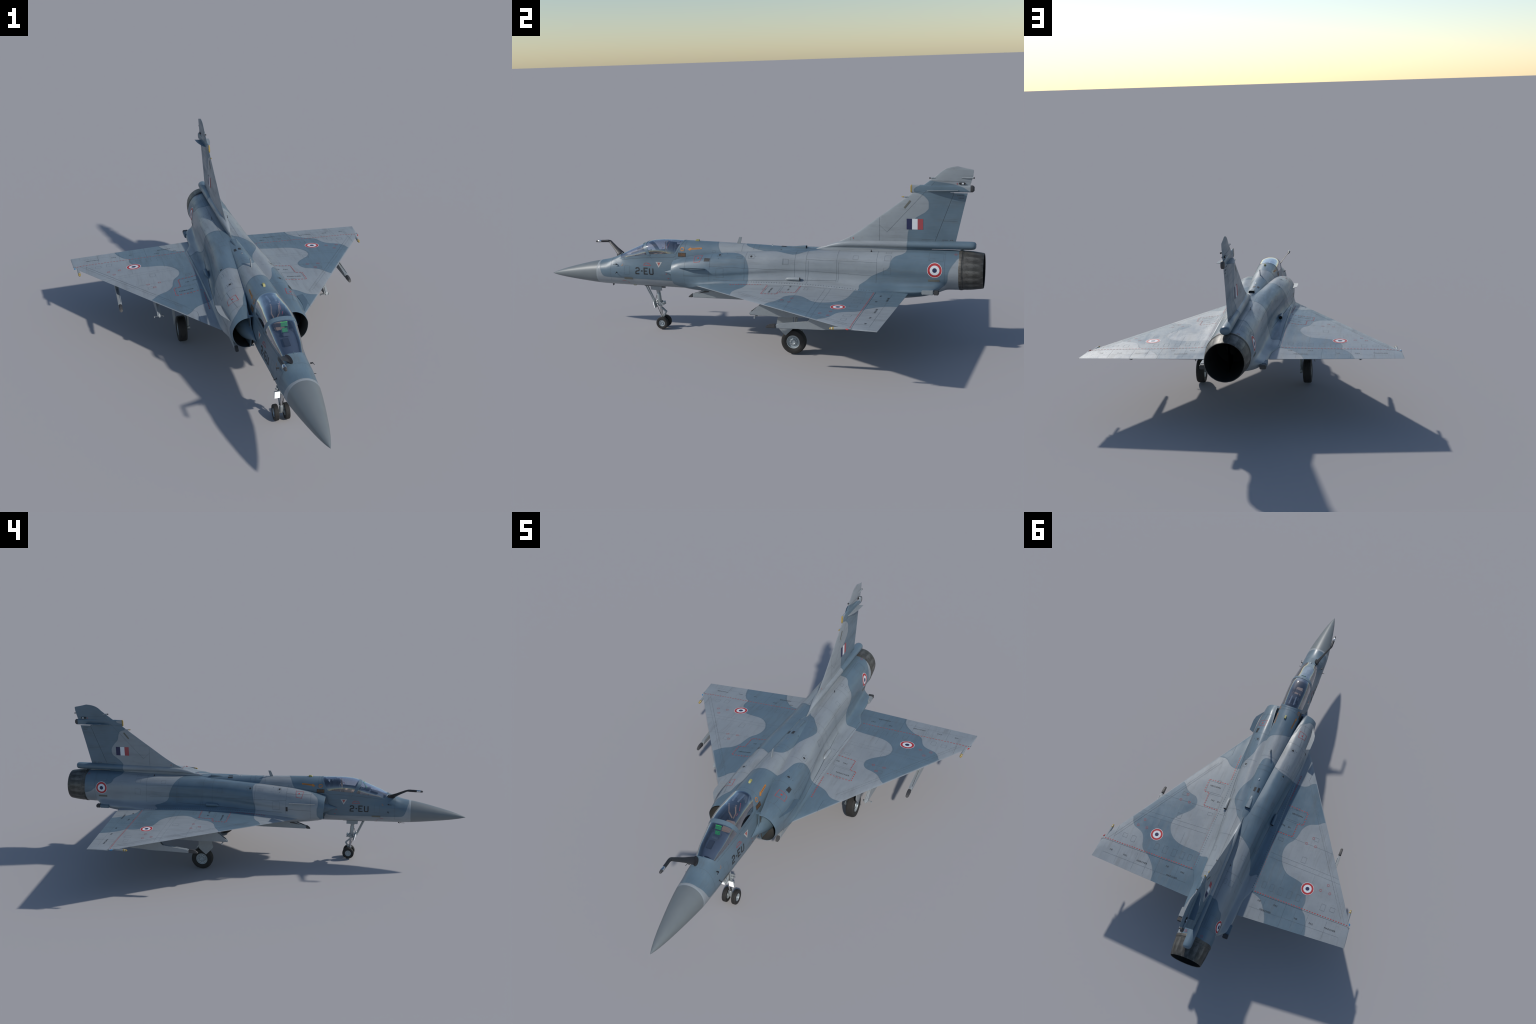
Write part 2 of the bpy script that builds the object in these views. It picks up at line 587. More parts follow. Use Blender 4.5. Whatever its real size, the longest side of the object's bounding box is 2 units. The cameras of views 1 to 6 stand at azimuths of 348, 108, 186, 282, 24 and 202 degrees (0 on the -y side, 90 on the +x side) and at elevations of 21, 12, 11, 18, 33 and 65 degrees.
def build_wing(side):
    M = (lambda p: p) if side > 0 else mirror_x
    parts = []
    # wing box: the slat notch is a step in its front line
    hinge = lambda x: HINGE - GAP
    step = [(.118, slat_in - GAP, le_y, 12), (slat_in - GAP, slat_out + GAP, lambda x: slat_edge(x) + GAP, 48), (slat_out + GAP, .6285, le_y, 18)]
    main = join(*[wing_patch(a, b, f, hinge, n, 34) for a, b, f, n in step])
    w = mesh_obj('wing', *M(main), jet, M_CAMO_WING, angle=35)
    for a, b in ((slat_in, slat_out),):
        parts.append(mesh_obj('leading_edge_slat', *M(wing_patch(a, b, le_y, slat_edge, 50, 18)), w, M_CAMO_WING, angle=35))
    # dark filler seen in the hinge and slat gaps
    seam = []
    for ya, yb, a, b in ((lambda x: HINGE - .004, lambda x: HINGE + .004, .125, .620), (lambda x: slat_edge(x) - .003, lambda x: slat_edge(x) + .003, slat_in, slat_out)):
        v, f = wing_patch(a, b, ya, yb, 30, 4)
        seam.append(([(q[0], q[1], mid_z(q[0]) + (q[2] - mid_z(q[0])) * .82) for q in v], f))
    mesh_obj('hinge_seam', *M(join(*seam)), w, M_DARK)
    back = lambda x: te_y(x)
    hf = lambda x: max(HINGE + GAP, le_y(x))
    for a, b in ((.1215, .318 - GAP / 3), (.318 + GAP / 3, .5964)):
        parts.append(mesh_obj('elevon', *M(wing_patch(a, b, hf, back, 24, 16)), w, M_CAMO_WING, angle=35))
    parts.append(mesh_obj('wing_tip', *M(wing_patch(.5965, .6338, hf, back, 14, 16)), w, M_CAMO_WING, angle=35))
    return w, parts


SURF = []          # meshes that markings are laid on
wings = {}
for s in (1, -1):
    w, ps = build_wing(s)
    wings[s] = w
    SURF += [w] + ps

# ---- central fuselage ---------------------------------------------------------
# y, top z, sill x, sill z, sill tilt, half width, z of width, bottom z, bottom fullness
def circ(y, r, c):
    return (y, c + r, r * .7071, c + r * .7071, 45, r, c, c - r, 1.0)


NOSE = [circ(-.9995, .0006, .2375), circ(-.985, .0058, .2387), circ(-.96, .0131, .2409), circ(-.92, .0226, .2443), circ(-.88, .0305, .2474),
        circ(-.83, .0396, .2512), circ(-.78, .0477, .2545), circ(-.735, .0538, .2568)]
BODY = [circ(-.735, .0538, .2568),
        (-.70, .3175, .0385, .3005, 42, .0557, .2585, .2015, 1.02),
        (-.665, .3290, .0375, .3140, 38, .0570, .261, .2010, 1.05),
        (-.630, .3415, .0350, .3260, 32, .0580, .264, .2005, 1.08),
        (-.600, .3555, .0395, .3320, 16, .0588, .266, .2003, 1.10),
        (-.570, .3745, .0445, .3375, 6, .0595, .269, .2000, 1.12),
        (-.520, .3935, .0500, .3445, 3, .0605, .272, .1995, 1.14),
        (-.480, .4095, .0528, .3500, 0, .0615, .276, .1992, 1.16),
        (-.430, .4165, .0542, .3540, -2, .0628, .280, .1988, 1.18),
        (-.380, .4185, .0550, .3575, 3, .0640, .284, .1984, 1.2),
        (-.345, .4170, .0553, .3600, 8, .0645, .289, .1977, 1.2),
        (-.250, .4155, .0545, .3650, 14, .0640, .295, .1955, 1.2),
        (-.150, .4130, .0510, .3700, 16, .0600, .300, .1935, 1.2),
        (-.050, .4098, .0455, .3740, 18, .0550, .305, .1925, 1.2),
        (.070, .4060, .0380, .3780, 20, .0480, .310, .192, 1.2),
        (.170, .4025, .0310, .3830, 22, .0400, .32, .195, 1.2),
        (.260, .4000, .0230, .3880, 26, .0300, .34, .20, 1.2),
        (.320, .3960, .0180, .3850, 30, .0250, .35, .22, 1.2)]
# outline of the top of the fuselage and canopy along the centre line
top_f = pchip([-.735, -.694, -.665, -.634, -.60, -.56, -.504, -.487, -.468, -.44, -.411, -.37, -.33, -.25, -.15, -.05, .07, .17, .26, .32],
              [.3106, .3190, .3280, .3415, .3570, .3752, .4000, .4070, .4122, .4155, .4170, .4168, .4155, .4145, .4120, .4090, .4052, .4015, .3990, .395])
NU, ND = 25, 35


def body_ring(p, slant=0.0):
    y, zt, xs, zs, ts, w, zw, zb, kb = p
    if y > -.7349:
        for _ in range(12):
            zt = float(top_f(y + slant * (zt - zs))[0, 0])
    t = math.radians(ts)
    d = np.array([-math.sin(t), math.cos(t)])
    top, sill, wid, bot = np.array([0, zt]), np.array([xs, zs]), np.array([w, zw]), np.array([0, zb])
    ch = np.linalg.norm(top - sill)
    turn = math.radians(90 - ts)
    k = 4 / 3 * math.tan(turn / 4) / (2 * math.sin(turn / 2))
    a = bezier(top, top + [k * ch * 1.05, 0], sill + d * k * ch * (1.05 + .40 * max(0, 1 - ts / 20)), sill, NU)
    ch2 = np.linalg.norm(sill - wid)
    b = bezier(sill, sill - d * .35 * ch2, wid + [0, .35 * ch2], wid, 13)
    kk = .5523 * kb
    c = bezier(wid, wid - [0, min(kk, .95) * (zw - zb)], bot + [min(kk, .95) * w, 0], bot, ND - 12)
    h = np.vstack([a, b[1:], c[1:]])
    yy = np.full(len(h), y)
    yy[:NU] += slant * (h[:NU, 1] - zs)
    right = [(x, q, z) for (x, z), q in zip(h, yy)]
    left = [(-x, q, z) for x, q, z in right[-2:0:-1]]
    return right + left


def param(table):
    arr = np.array(table)
    f = pchip(arr[:, 0], arr[:, 1:])
    return lambda y: (y, *f(y)[0])


nose_p, body_p = param(NOSE), param(BODY)
slant_f = pchip([-.735, -.66, -.618, -.54, -.470, -.43, -.37, -.345, -.29, -.2, .4], [0, -.3, -.75, -.6, -.55, -.3, .3, .54, .3, 0, 0])
ys = -.735 - (.2645) * (np.linspace(0, 1, 40)**1.5)[::-1]
rings = [body_ring(nose_p(y)) for y in ys]
RADOME_SEAM = -.7405
radome = mesh_obj('radome', *loft_rings([r for r, y in zip(rings, ys) if y < -.742] + [body_ring(nose_p(-.7415))], True, True, True), jet, M_RADOME)
seal = mesh_obj('radome_seal', *loft_rings([body_ring(nose_p(-.7413)), body_ring(nose_p(-.735)), body_ring(body_p(-.7345))], True, True, True), jet, M_PALE)

WS, ARCH, REAR = -.617, -.470, -.345       # sill stations of windscreen front, arch and canopy rear edge
ARCH_W = .0075
st = sorted(set([round(v, 5) for v in np.concatenate([
    np.linspace(-.7343, WS - .004, 22), [WS], np.linspace(WS, ARCH - ARCH_W, 26), np.linspace(ARCH - ARCH_W, ARCH + ARCH_W, 4),
    np.linspace(ARCH + ARCH_W, REAR, 24), np.linspace(REAR, REAR + .022, 4), np.linspace(REAR + .022, .318, 60)])]))
rings = [body_ring(body_p(y), float(slant_f(y)[0, 0])) for y in st]
NC = len(rings[0])
verts = [p for r in rings for p in r]
fus, glass_f, glass_c = [], [], []
SILL_J = NU - 2                    # the sill rail is two rows of paint above the sill line
for i in range(len(st) - 1):
    yc = .5 * (st[i] + st[i + 1])
    for j in range(NC):
        f = (i * NC + j, i * NC + (j + 1) % NC, (i + 1) * NC + (j + 1) % NC, (i + 1) * NC + j)
        topside = j < SILL_J or j >= NC - SILL_J
        if topside and WS < yc < ARCH - ARCH_W:
            glass_f.append(f)
        elif topside and ARCH + ARCH_W < yc < REAR:
            glass_c.append(f)
        else:
            fus.append(f)
fus.append(tuple(range(NC))[::-1])


def sub(faces):
    used = sorted({i for f in faces for i in f})
    mp = {k: n for n, k in enumerate(used)}
    return [verts[k] for k in used], [tuple(mp[i] for i in f) for f in faces]


fuselage = mesh_obj('fuselage', *sub(fus), jet, M_CAMO_FUSE, angle=35, recalc=False)
windscreen = mesh_obj('windscreen', *sub(glass_f), jet, M_GLASS, recalc=False)
canopy = mesh_obj('canopy', *sub(glass_c), jet, M_GLASS, recalc=False)
SURF.append(fuselage)
SURF += [radome]
GLASS = [windscreen, canopy]


def frame_strip(y0, y1, lift=.0012, depth=.004):
    """raised hoop over the canopy between two sill stations"""
    out = []
    for y, l in ((y0, -depth), (y0, lift), (y1, lift), (y1, -depth)):
        r = body_ring(body_p(y), float(slant_f(y)[0, 0]))
        pts = r[-(NU - 1):] + r[:NU]
        c = Vector((0, y, .35))
        ring = []
        for p in pts:
            v = Vector(p)
            n = Vector((v.x, 0, v.z - .345)).normalized()
            ring.append(tuple(v + n * l))
        out.append(ring)
    v, f = loft_rings(out, False)
    n = len(out[0])
    f += [(3 * n + j, 3 * n + j + 1, j + 1, j) for j in range(n - 1)]
    return v, f


canopy_frame = mesh_obj('canopy_frame', *join(frame_strip(ARCH - ARCH_W, ARCH + ARCH_W), frame_strip(REAR - .001, REAR + .008, .0006), frame_strip(WS - .004, WS + .0012, .0006)), jet, M_BLUE, angle=30)

# ---- intake trunks and rear body ---------------------------------------------
def arc(c, r):
    return [(r * math.sin(math.radians(a)), c + r * math.cos(math.radians(a))) for a in (0, 33, 60, 85, 103, 120, 136, 146, 163, 180)]


def wt(y, x=.150, d=.0006):
    return (x, wing_z(x, y) + d)


TR = [(-.335, [(.0715, .3415), (.092, .3395), (.1145, .3265), (.1300, .3010), (.1315, .280), (.1265, .2595), (.1160, .2430), (.101, .2330), (.086, .2295), (.0715, .2285)]),
      (-.300, [(.069, .3510), (.093, .3500), (.1175, .3350), (.1335, .3030), (.1350, .277), (.1305, .2555), (.1210, .2390), (.104, .226), (.085, .2190), (.062, .2150)]),
      (-.250, [(.062, .3600), (.088, .3600), (.1170, .3440), (.1370, .3050), (.1385, .278), (.1350, .256), (.1310, .243), (.122, .229), (.09, .213), (.04, .203)]),
      (-.180, [(.052, .3690), (.085, .3705), (.1175, .3520), (.1395, .3080), (.1405, .284), (.1435, .264), (.1480, .2510), (.143, .238), (.10, .211), (.0, .196)]),
      (-.100, [(.046, .3755), (.080, .3790), (.1140, .3580), (.1370, .3120), (.1380, .290), (.1435, .271), wt(-.10), (.150, .238), (.10, .207), (0, .191)]),
      (.000, [(.038, .3815), (.074, .3845), (.1070, .3630), (.1275, .3190), (.1285, .297), (.1365, .277), wt(0.), (.150, .236), (.10, .204), (0, .188)]),
      (.120, [(.026, .3870), (.066, .3895), (.0990, .3680), (.1130, .3280), (.1140, .304), (.1260, .282), wt(.12), (.150, .234), (.10, .203), (0, .188)]),
      (.250, [(.010, .3940), (.058, .3920), (.0890, .3690), (.0995, .3340), (.1015, .307), (.1160, .283), wt(.25), (.150, .233), (.10, .203), (0, .188)]),
      (.400, [(0, .3985), (.049, .3925), (.0810, .3690), (.0900, .3360), (.0920, .306), (.1080, .279), wt(.40), (.149, .232), (.095, .205), (0, .191)]),
      (.550, [(0, .4025), (.046, .3935), (.0775, .3690), (.0862, .3350), (.0880, .303), (.1020, .274), wt(.55), (.147, .234), (.09, .210), (0, .196)]),
      (.650, [(0, .4055), (.044, .3955), (.0745, .3690), (.0842, .3340), (.0850, .301), (.0935, .273), (.122, .2580), (.119, .240), (.082, .215), (0, .202)]),
      (.750, [(0, .4075), (.043, .3975), (.0725, .3690), (.0830, .3330), (.0825, .302), (.0875, .276), (.1175, .2610), (.114, .246), (.075, .225), (0, .212)]),
      (.800, [(0, .4085), (.044, .3980), (.0720, .3690), (.0828, .3340), (.0815, .304), (.0850, .280), (.110, .2640), (.106, .254), (.07, .235), (0, .224)]),
      (.860, [(x, z) for x, z in arc(.3262, .0828)]),
      (.910, [(x, z) for x, z in arc(.3260, .0815)])]
tr_f = pchip([a for a, _ in TR], np.array([[c for p in b for c in p] for _, b in TR]))
inner_f = pchip([-.335, -.30, -.22, -.15, -.10, .3], [.0715, .069, .056, .03, .0, .0])


def trunk_curve(y, n=80):
    return catmull(tr_f(y)[0].reshape(10, 2), n)


def lip_y(y, z):
    """the intake lip leans back a little towards its lower edge"""
    k = max(0, 1 - (y + .335) / .12)
    return y + k * max(0, .345 - z) * .07


def trunk_ring(y, n=80):
    c = trunk_curve(y, n)
    xi = float(inner_f(y)[0, 0])
    top, bot = c[0], c[-1]
    wall = [(min(xi, top[0]), z) for z in np.linspace(bot[1], top[1], 14)[1:-1]]
    return [(x, lip_y(y, z), z) for x, z in c] + [(x, lip_y(y, z), z) for x, z in wall]


ty = np.concatenate([[-.335, -.3335, -.331], np.linspace(-.327, -.1, 40)[0:], np.linspace(-.09, .91, 110)])


def scaled(ring, k, dy=0):
    c = np.mean(np.array(ring), axis=0)
    return [(c[0] + (p[0] - c[0]) * k, p[1] + dy, c[2] + (p[2] - c[2]) * k) for p in ring]


trings = [trunk_ring(y) for y in ty]
duct = [trunk_ring(y) for y in np.linspace(-.335, -.05, 16)]
duct = [scaled(r, .975 - .25 * max(0, (i - 4) / 12), .0) for i, r in enumerate(duct)]
intake_objs = []
for s in (1, -1):
    M = (lambda p: p) if s > 0 else mirror_x
    v, f = loft_rings(trings, True, False, False)
    lipv, lipf = loft_rings([scaled(trings[0], .975), scaled(trings[0], .988, -.0012), trings[0]], True)
    shell = join((v, f), (lipv, lipf))
    t = mesh_obj('intake_trunk', *M(shell), jet, M_CAMO_FUSE, angle=50)
    dv, df = loft_rings(duct, True, False, True)
    mesh_obj('intake_duct', *M((dv, df)), t, M_DUCT, angle=50)
    # half-cone centrebody on the inner wall
    prof = [(-.392, .0008), (-.375, .0060), (-.355, .0130), (-.335, .0205), (-.31, .0300), (-.285, .038), (-.25, .042), (-.15, .040)]
    cone = []
    for y, r in prof:
        xc = .0655 if y > -.36 else .0655
        cone.append([(xc + max(0, r * 1.0 * math.sin(a)), y, .281 + r * 1.12 * math.cos(a)) for a in np.linspace(0, math.pi, 24)])
    mesh_obj('intake_cone', *M(loft_rings(cone, False)), t, M_BLUE)
    # splitter plate and its two stays
    sp = plate([(-.352, .283), (-.337, .342), (-.22, .356), (-.22, .215), (-.325, .2295)], .002, 'x', .0705)
    mesh_obj('splitter_plate', *M(sp), t, M_BLUE, smooth=False)
    stay = join(box((.066, -.328, .3435), (.016, .011, .0025)), box((.066, -.326, .306), (.016, .005, .004)), box((.066, -.324, .232), (.016, .004, .003)))
    mesh_obj('splitter_stay', *M(stay), t, M_BLUE, smooth=False)
    SURF.append(t)
    intake_objs.append(t)

# ---- spine scoop, side scoops, strakes, side fairings -------------------------
def scoop(yf, yr, x, z0, w, h, zr):
    """bump that rises from the skin and ends in an open rear mouth"""
    rings = []
    for t in np.linspace(0, 1, 12):
        y = yf + (yr - yf) * t
        ww, hh = w * (.25 + .75 * t**.6), max(.0002, h * t**.8)
        zz = z0 + (zr - z0) * t
        rings.append([(x + ww * sx * (1 - .15 * (k in (2, 3))), y, zz + hz * hh) for k, (sx, hz) in enumerate([(-1.1, -1), (-1, .6), (-.8, 1), (.8, 1), (1, .6), (1.1, -1)])])
    return loft_rings(rings, False)


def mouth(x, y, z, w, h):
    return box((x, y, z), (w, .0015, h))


mesh_obj('spine_scoop', *scoop(.185, .252, 0, .4005, .0125, .0085, .3995), jet, M_CAMO_FUSE, angle=25)
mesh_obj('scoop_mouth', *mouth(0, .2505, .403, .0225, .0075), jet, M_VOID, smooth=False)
for s in (1, -1):
    M = (lambda p: p) if s > 0 else mirror_x
    sc = tube([(.1195, .190, .283), (.1205, .195, .2865), (.121, .205, .2885), (.121, .252, .2890)], [.002, .006, .0075, .0080], 14)
    sc_o = mesh_obj('side_scoop', *M(sc), intake_objs[0 if s > 0 else 1], M_CAMO_FUSE, angle=50)
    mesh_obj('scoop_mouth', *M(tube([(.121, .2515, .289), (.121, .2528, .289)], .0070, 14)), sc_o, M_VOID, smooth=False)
    # nose strake: thin plate canted upward
    root = [(.131, -.290, .3170), (.1380, -.245, .3195), (.1390, -.205, .3200), (.1385, -.165, .3195)]
    outer = [(.132, -.290, .3173), (.1555, -.250, .3255), (.1600, -.225, .3275), (.1590, -.170, .3265)]
    top, bot = [], []
    for i in range(4):
        for k in (0, .5, 1):
            p = Vector(root[i]).lerp(Vector(outer[i]), k)
            th = .0016 * (1 - .8 * k)
            top.append(p + Vector((0, 0, th)))
            bot.append(p - Vector((0, 0, th)))
    f = grid_faces(4, 3) + [tuple(reversed(q)) for q in grid_faces(4, 3, off=12)]
    edge = [0, 1, 2, 5, 8, 11, 10, 9, 6, 3]
    f += [(edge[i], edge[(i + 1) % 10], 12 + edge[(i + 1) % 10], 12 + edge[i]) for i in range(10)]
    st_o = mesh_obj('intake_strake', *M((top + bot, f)), intake_objs[0 if s > 0 else 1], M_LIGHT if s < 0 else M_BLUE, angle=30)
    SURF.append(st_o)
    # dispenser fairing at the end of the wing-root shelf
    d = join(box((.1120, .7860, .2545), (.026, .048, .0170), bev=.0025))
    mesh_obj('dispenser_fairing', *M(d), jet, M_LIGHT if s > 0 else M_BLUE, angle=30)
    mesh_obj('dispenser_end', *M(box((.1120, .8200, .2540), (.0245, .021, .0160), bev=.0025)), jet, M_DARK, angle=30)

# ---- fin -----------------------------------------------------------------------
fin_le = pchip([.385, .405, .420, .433, .455, .541, .639, .697, .720, .734, .743, .748, .751, .7525],
               [.26, .318, .371, .400, .444, .567, .700, .780, .810, .826, .841, .856, .871, .889])
fin_te = pchip([.385, .443, .644, .738, .744, .7525], [.871, .884, .929, .952, .925, .889])
hinge_f = lambda z: .800 + (z - .443) * (.875 - .800) / (.644 - .443)
fin_t = pchip([.385, .45, .55, .65, .72, .745, .7525], [.0095, .0076, .0058, .0045, .0034, .0022, .0008])
_fs = pchip([0, .02, .08, .2, .4, .6, .8, 1], [0, .25, .55, .85, 1, .86, .5, .06])


def fin_x(y, z):
    a, b = float(fin_le(z)[0, 0]), float(fin_te(z)[0, 0])
    c = min(max((y - a) / max(b - a, 1e-4), 0), 1)
    return float(fin_t(z)[0, 0]) * float(_fs(c)[0, 0])


def fin_patch(zs, ya, yb, ny=30):
    ts = .5 - .5 * np.cos(np.linspace(0, math.pi, ny))
    rings = []
    for z in zs:
        a, b = ya(z), yb(z)
        yy = a + (b - a) * ts
        rings.append([(fin_x(y, z), y, z) for y in yy] + [(-fin_x(y, z), y, z) for y in yy[::-1]])
    return loft_rings(rings, True, True, True)


fl, ft = lambda z: float(fin_le(z)[0, 0]), lambda z: float(fin_te(z)[0, 0])
ztop = .7525 - (.7525 - .6475) * (np.linspace(0, 1, 26)[::-1])**1.6
fin = mesh_obj('fin', *join(fin_patch(np.linspace(.385, .6455, 50), fl, lambda z: hinge_f(z) - GAP), fin_patch(ztop, fl, ft, 40),
                            fin_patch([.645, .648], fl, lambda z: .86)), jet, M_CAMO_FIN, angle=35)
rudder = mesh_obj('rudder', *fin_patch(np.linspace(.4435, .6435, 30), lambda z: hinge_f(z) + GAP, ft, 18), fin, M_CAMO_FIN, angle=35)
v, f = fin_patch([.4436, .50, .55, .60, .6434], lambda z: hinge_f(z) - .003, lambda z: hinge_f(z) + .003, 4)
mesh_obj('hinge_seam', [(q[0] * .8, q[1], q[2]) for q in v], f, fin, M_DARK)
SURF += [fin, rudder]
pod_rings = []
for y, hw, zl, zh in [(.705, .0030, .6440, .6765), (.745, .0038, .6445, .6765), (.80, .0050, .646, .6768), (.85, .0064, .6475, .6765), (.90, .0072, .648, .676), (.940, .0074, .648, .676)]:
    zc, hh = (zl + zh) / 2, (zh - zl) / 2
    pod_rings.append([(hw * math.copysign(abs(math.cos(a))**.6, math.cos(a)), y, zc + hh * math.copysign(abs(math.sin(a))**.6, math.sin(a))) for a in np.linspace(0, 2 * math.pi, 28, endpoint=False)])
pod = mesh_obj('fin_antenna_fairing', *loft_rings(pod_rings, True, True, True), fin, M_CAMO_FIN)


def pod_end(y0, y1, ring, round_to):
    rr = []
    c = np.mean(np.array(ring), axis=0)
    for t in np.linspace(0, 1, 8):
        k = 1 if t < .35 else 1 - (1 - round_to) * ((t - .35) / .65)**2.2
        rr.append([(p[0] * k, y0 + (y1 - y0) * t, c[2] + (p[2] - c[2]) * k) for p in ring])
    return loft_rings(rr, True, True, True)


mesh_obj('antenna_cap', *pod_end(.9402, .9555, pod_rings[-1], .55), fin, M_DARK)
mesh_obj('antenna_cap', *pod_end(.7048, .6985, [(p[0] * 1.15, p[1], .660 + (p[2] - .660) * 1.03) for p in pod_rings[0]], .75), fin, M_YELLOW)
for s in (1, -1):
    M = (lambda p: p) if s > 0 else mirror_x
    rt = [(.003, .764, .652), (.0045, .785, .6528), (.005, .81, .6535), (.0055, .845, .6545), (.006, .893, .655)]
    ou = [(.0038, .764, .652), (.0145, .785, .6537), (.0225, .81, .6552), (.0290, .845, .6570), (.0318, .893, .6585)]
    rt, ou = catmull(rt, 13), catmull(ou, 13)
    tp, bt = [], []
    for a, b in zip(rt, ou):
        for k in (0, .5, 1):
            p = Vector(a).lerp(Vector(b), k)
            tp.append(p + Vector((0, 0, .0014 * (1 - .8 * k))))
            bt.append(p - Vector((0, 0, .0014 * (1 - .8 * k))))
    f = grid_faces(13, 3) + [tuple(reversed(q)) for q in grid_faces(13, 3, off=39)]
    edge = [0, 1] + [3 * i + 2 for i in range(13)] + [37] + [3 * i for i in range(12, 0, -1)]
    f += [(edge[i], edge[(i + 1) % len(edge)], 39 + edge[(i + 1) % len(edge)], 39 + edge[i]) for i in range(len(edge))]
    mesh_obj('fin_vane', *M((tp + bt, f)), fin, M_LIGHT if s > 0 else M_BLUE, angle=30)
for y0, y1, z, x in ((.776, .812, .7045, 0), (.955, .905, .7062, .0025)):
    mesh_obj('warning_antenna', *tube([(x, y0, z), (x, y0 + (y1 - y0) * .6, z), (x * 1.2, y1, z)], [.0031, .0031, .0015], 12), fin, M_LIGHT)
    mesh_obj('warning_antenna_tip', *tube([(x, y0 - .0008 * np.sign(y1 - y0), z), (x, y0 + .004 * np.sign(y1 - y0), z)], .0034, 12), fin, M_DARK)
mesh_obj('fin_probe', *tube([(0, .672, .6262), (0, .690, .6262), (0, .706, .6262)], [.0026, .0028, .001], 12), fin, M_LIGHT)
mesh_obj('fin_probe_tip', *tube([(0, .661, .6262), (0, .668, .6262), (0, .6725, .6262)], [.0008, .0025, .0028], 12), fin, M_YELLOW)
for s in (1, -1):
    mesh_obj('position_lamp', *box((s * .0048, .907, .6835), (.004, .026, .0085), bev=.0018), fin, M_BLACK)
    mesh_obj('lamp_lens', *box((s * .0052, .9095, .6835), (.0042, .010, .0060), bev=.001), fin, M_WHITE)

# drag-chute housing under the rudder
ch = []
for y, r, z, k in [(.325, .0025, .402, 1), (.37, .0090, .4140, 1.0), (.41, .0130, .4205, 1.05), (.45, .0146, .4238, 1.1), (.52, .0152, .4252, 1.14), (.62, .0158, .4260, 1.18), (.75, .0163, .427, 1.2), (.88, .0167, .4280, 1.2), (.945, .0168, .4285, 1.2), (.957, .0155, .4288, 1.2), (.963, .0125, .4290, 1.2), (.966, .0075, .4290, 1.2)]:
    ch.append([(r * k * math.cos(a), y, z + r * math.sin(a)) for a in np.linspace(0, 2 * math.pi, 28, endpoint=False)])
cf = [np.array(r) for r in ch]
cyy = [r[0][1] for r in cf]
ci = pchip(cyy, np.array([r.reshape(-1) for r in cf]))
chute = mesh_obj('chute_housing', *loft_rings([ci(y)[0].reshape(-1, 3) for y in np.concatenate([np.linspace(.325, .94, 50), np.linspace(.945, .966, 10)])], True, True, True), jet, M_CAMO_FIN)
SURF.append(chute)

# ---- exhaust nozzle ------------------------------------------------------------
NZ = .3262
mesh_obj('nozzle_collar', *revolve([(.900, .0805), (.905, .0828), (.914, .0832), (.9165, .0815), (.921, .0812), (.9225, .079), (.921, .074), (.90, .074)], 'y', (0, 0, NZ), 72, True), jet, M_NOZZLE, angle=30)
nozzle = empty('exhaust_nozzle', jet, (0, 0, NZ))
n_pet = 16
half = math.pi / n_pet
prof = [(.921, .0803), (.935, .0800), (.955, .0785), (.975, .0758), (.990, .0736), (.9975, .0722), (.9995, .0712), (.9985, .0700), (.985, .0712), (.955, .0745), (.921, .0765)]
rings = []
for y, r in prof:
    ring = []
    for k, a in enumerate(np.linspace(-half * .985, half * .985, 7)):
        lift = .0004 * (1 - (abs(a) / half)**4) if r > .0715 else 0
        ring.append(((r + lift) * math.sin(a), y, (r + lift) * math.cos(a)))
    rings.append(ring)
pv, pf = loft_rings(rings, False)
n7 = 7
petal0 = None
L = len(prof)
pf.append(tuple(i * n7 for i in range(L)))
pf.append(tuple(i * n7 + n7 - 1 for i in reversed(range(L))))
for k in range(n_pet):
    if petal0 is None:
        o = mesh_obj('exhaust_petal', pv, pf, nozzle, M_NOZZLE, angle=35)
        petal0 = o
    else:
        o = petal0.copy()
        COL.objects.link(o)
    o.rotation_euler = (0, 2 * math.pi * k / n_pet, 0)
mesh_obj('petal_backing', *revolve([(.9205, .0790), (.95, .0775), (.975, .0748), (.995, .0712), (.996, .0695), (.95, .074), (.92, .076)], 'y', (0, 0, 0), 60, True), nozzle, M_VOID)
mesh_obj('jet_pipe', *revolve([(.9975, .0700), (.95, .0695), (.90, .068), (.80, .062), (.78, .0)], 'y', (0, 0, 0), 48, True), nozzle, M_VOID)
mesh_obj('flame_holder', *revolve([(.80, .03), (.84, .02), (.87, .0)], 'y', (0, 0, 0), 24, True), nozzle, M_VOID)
# ---- cockpit --------------------------------------------------------------------
cockpit = mesh_obj('cockpit_tub', *join(box((0, -.43, .300), (.086, .20, .004)), box((0, -.347, .345), (.088, .004, .085)), box((.046, -.44, .325), (.004, .20, .05)), box((-.046, -.44, .325), (.004, .20, .05)),
                   box((.036, -.44, .335), (.018, .15, .012), bev=.002), box((-.036, -.44, .335), (.018, .15, .012), bev=.002)), jet, M_COCK, smooth=False)
seat = mesh_obj('ejection_seat', *join(box((0, -.386, .350), (.040, .024, .075), Matrix.Rotation(-.12, 3, 'X'), bev=.004), box((0, -.425, .322), (.042, .070, .022), bev=.004),
                box((0, -.381, .394), (.035, .036, .026), Matrix.Rotation(-.10, 3, 'X'), bev=.005), box((.021, -.372, .388), (.007, .020, .034), bev=.002), box((-.021, -.372, .388), (.007, .020, .034), bev=.002),
                box((.017, -.352, .380), (.010, .012, .040), bev=.002), box((-.014, -.352, .376), (.014, .012, .034), bev=.002)), cockpit, M_COCK, angle=30)
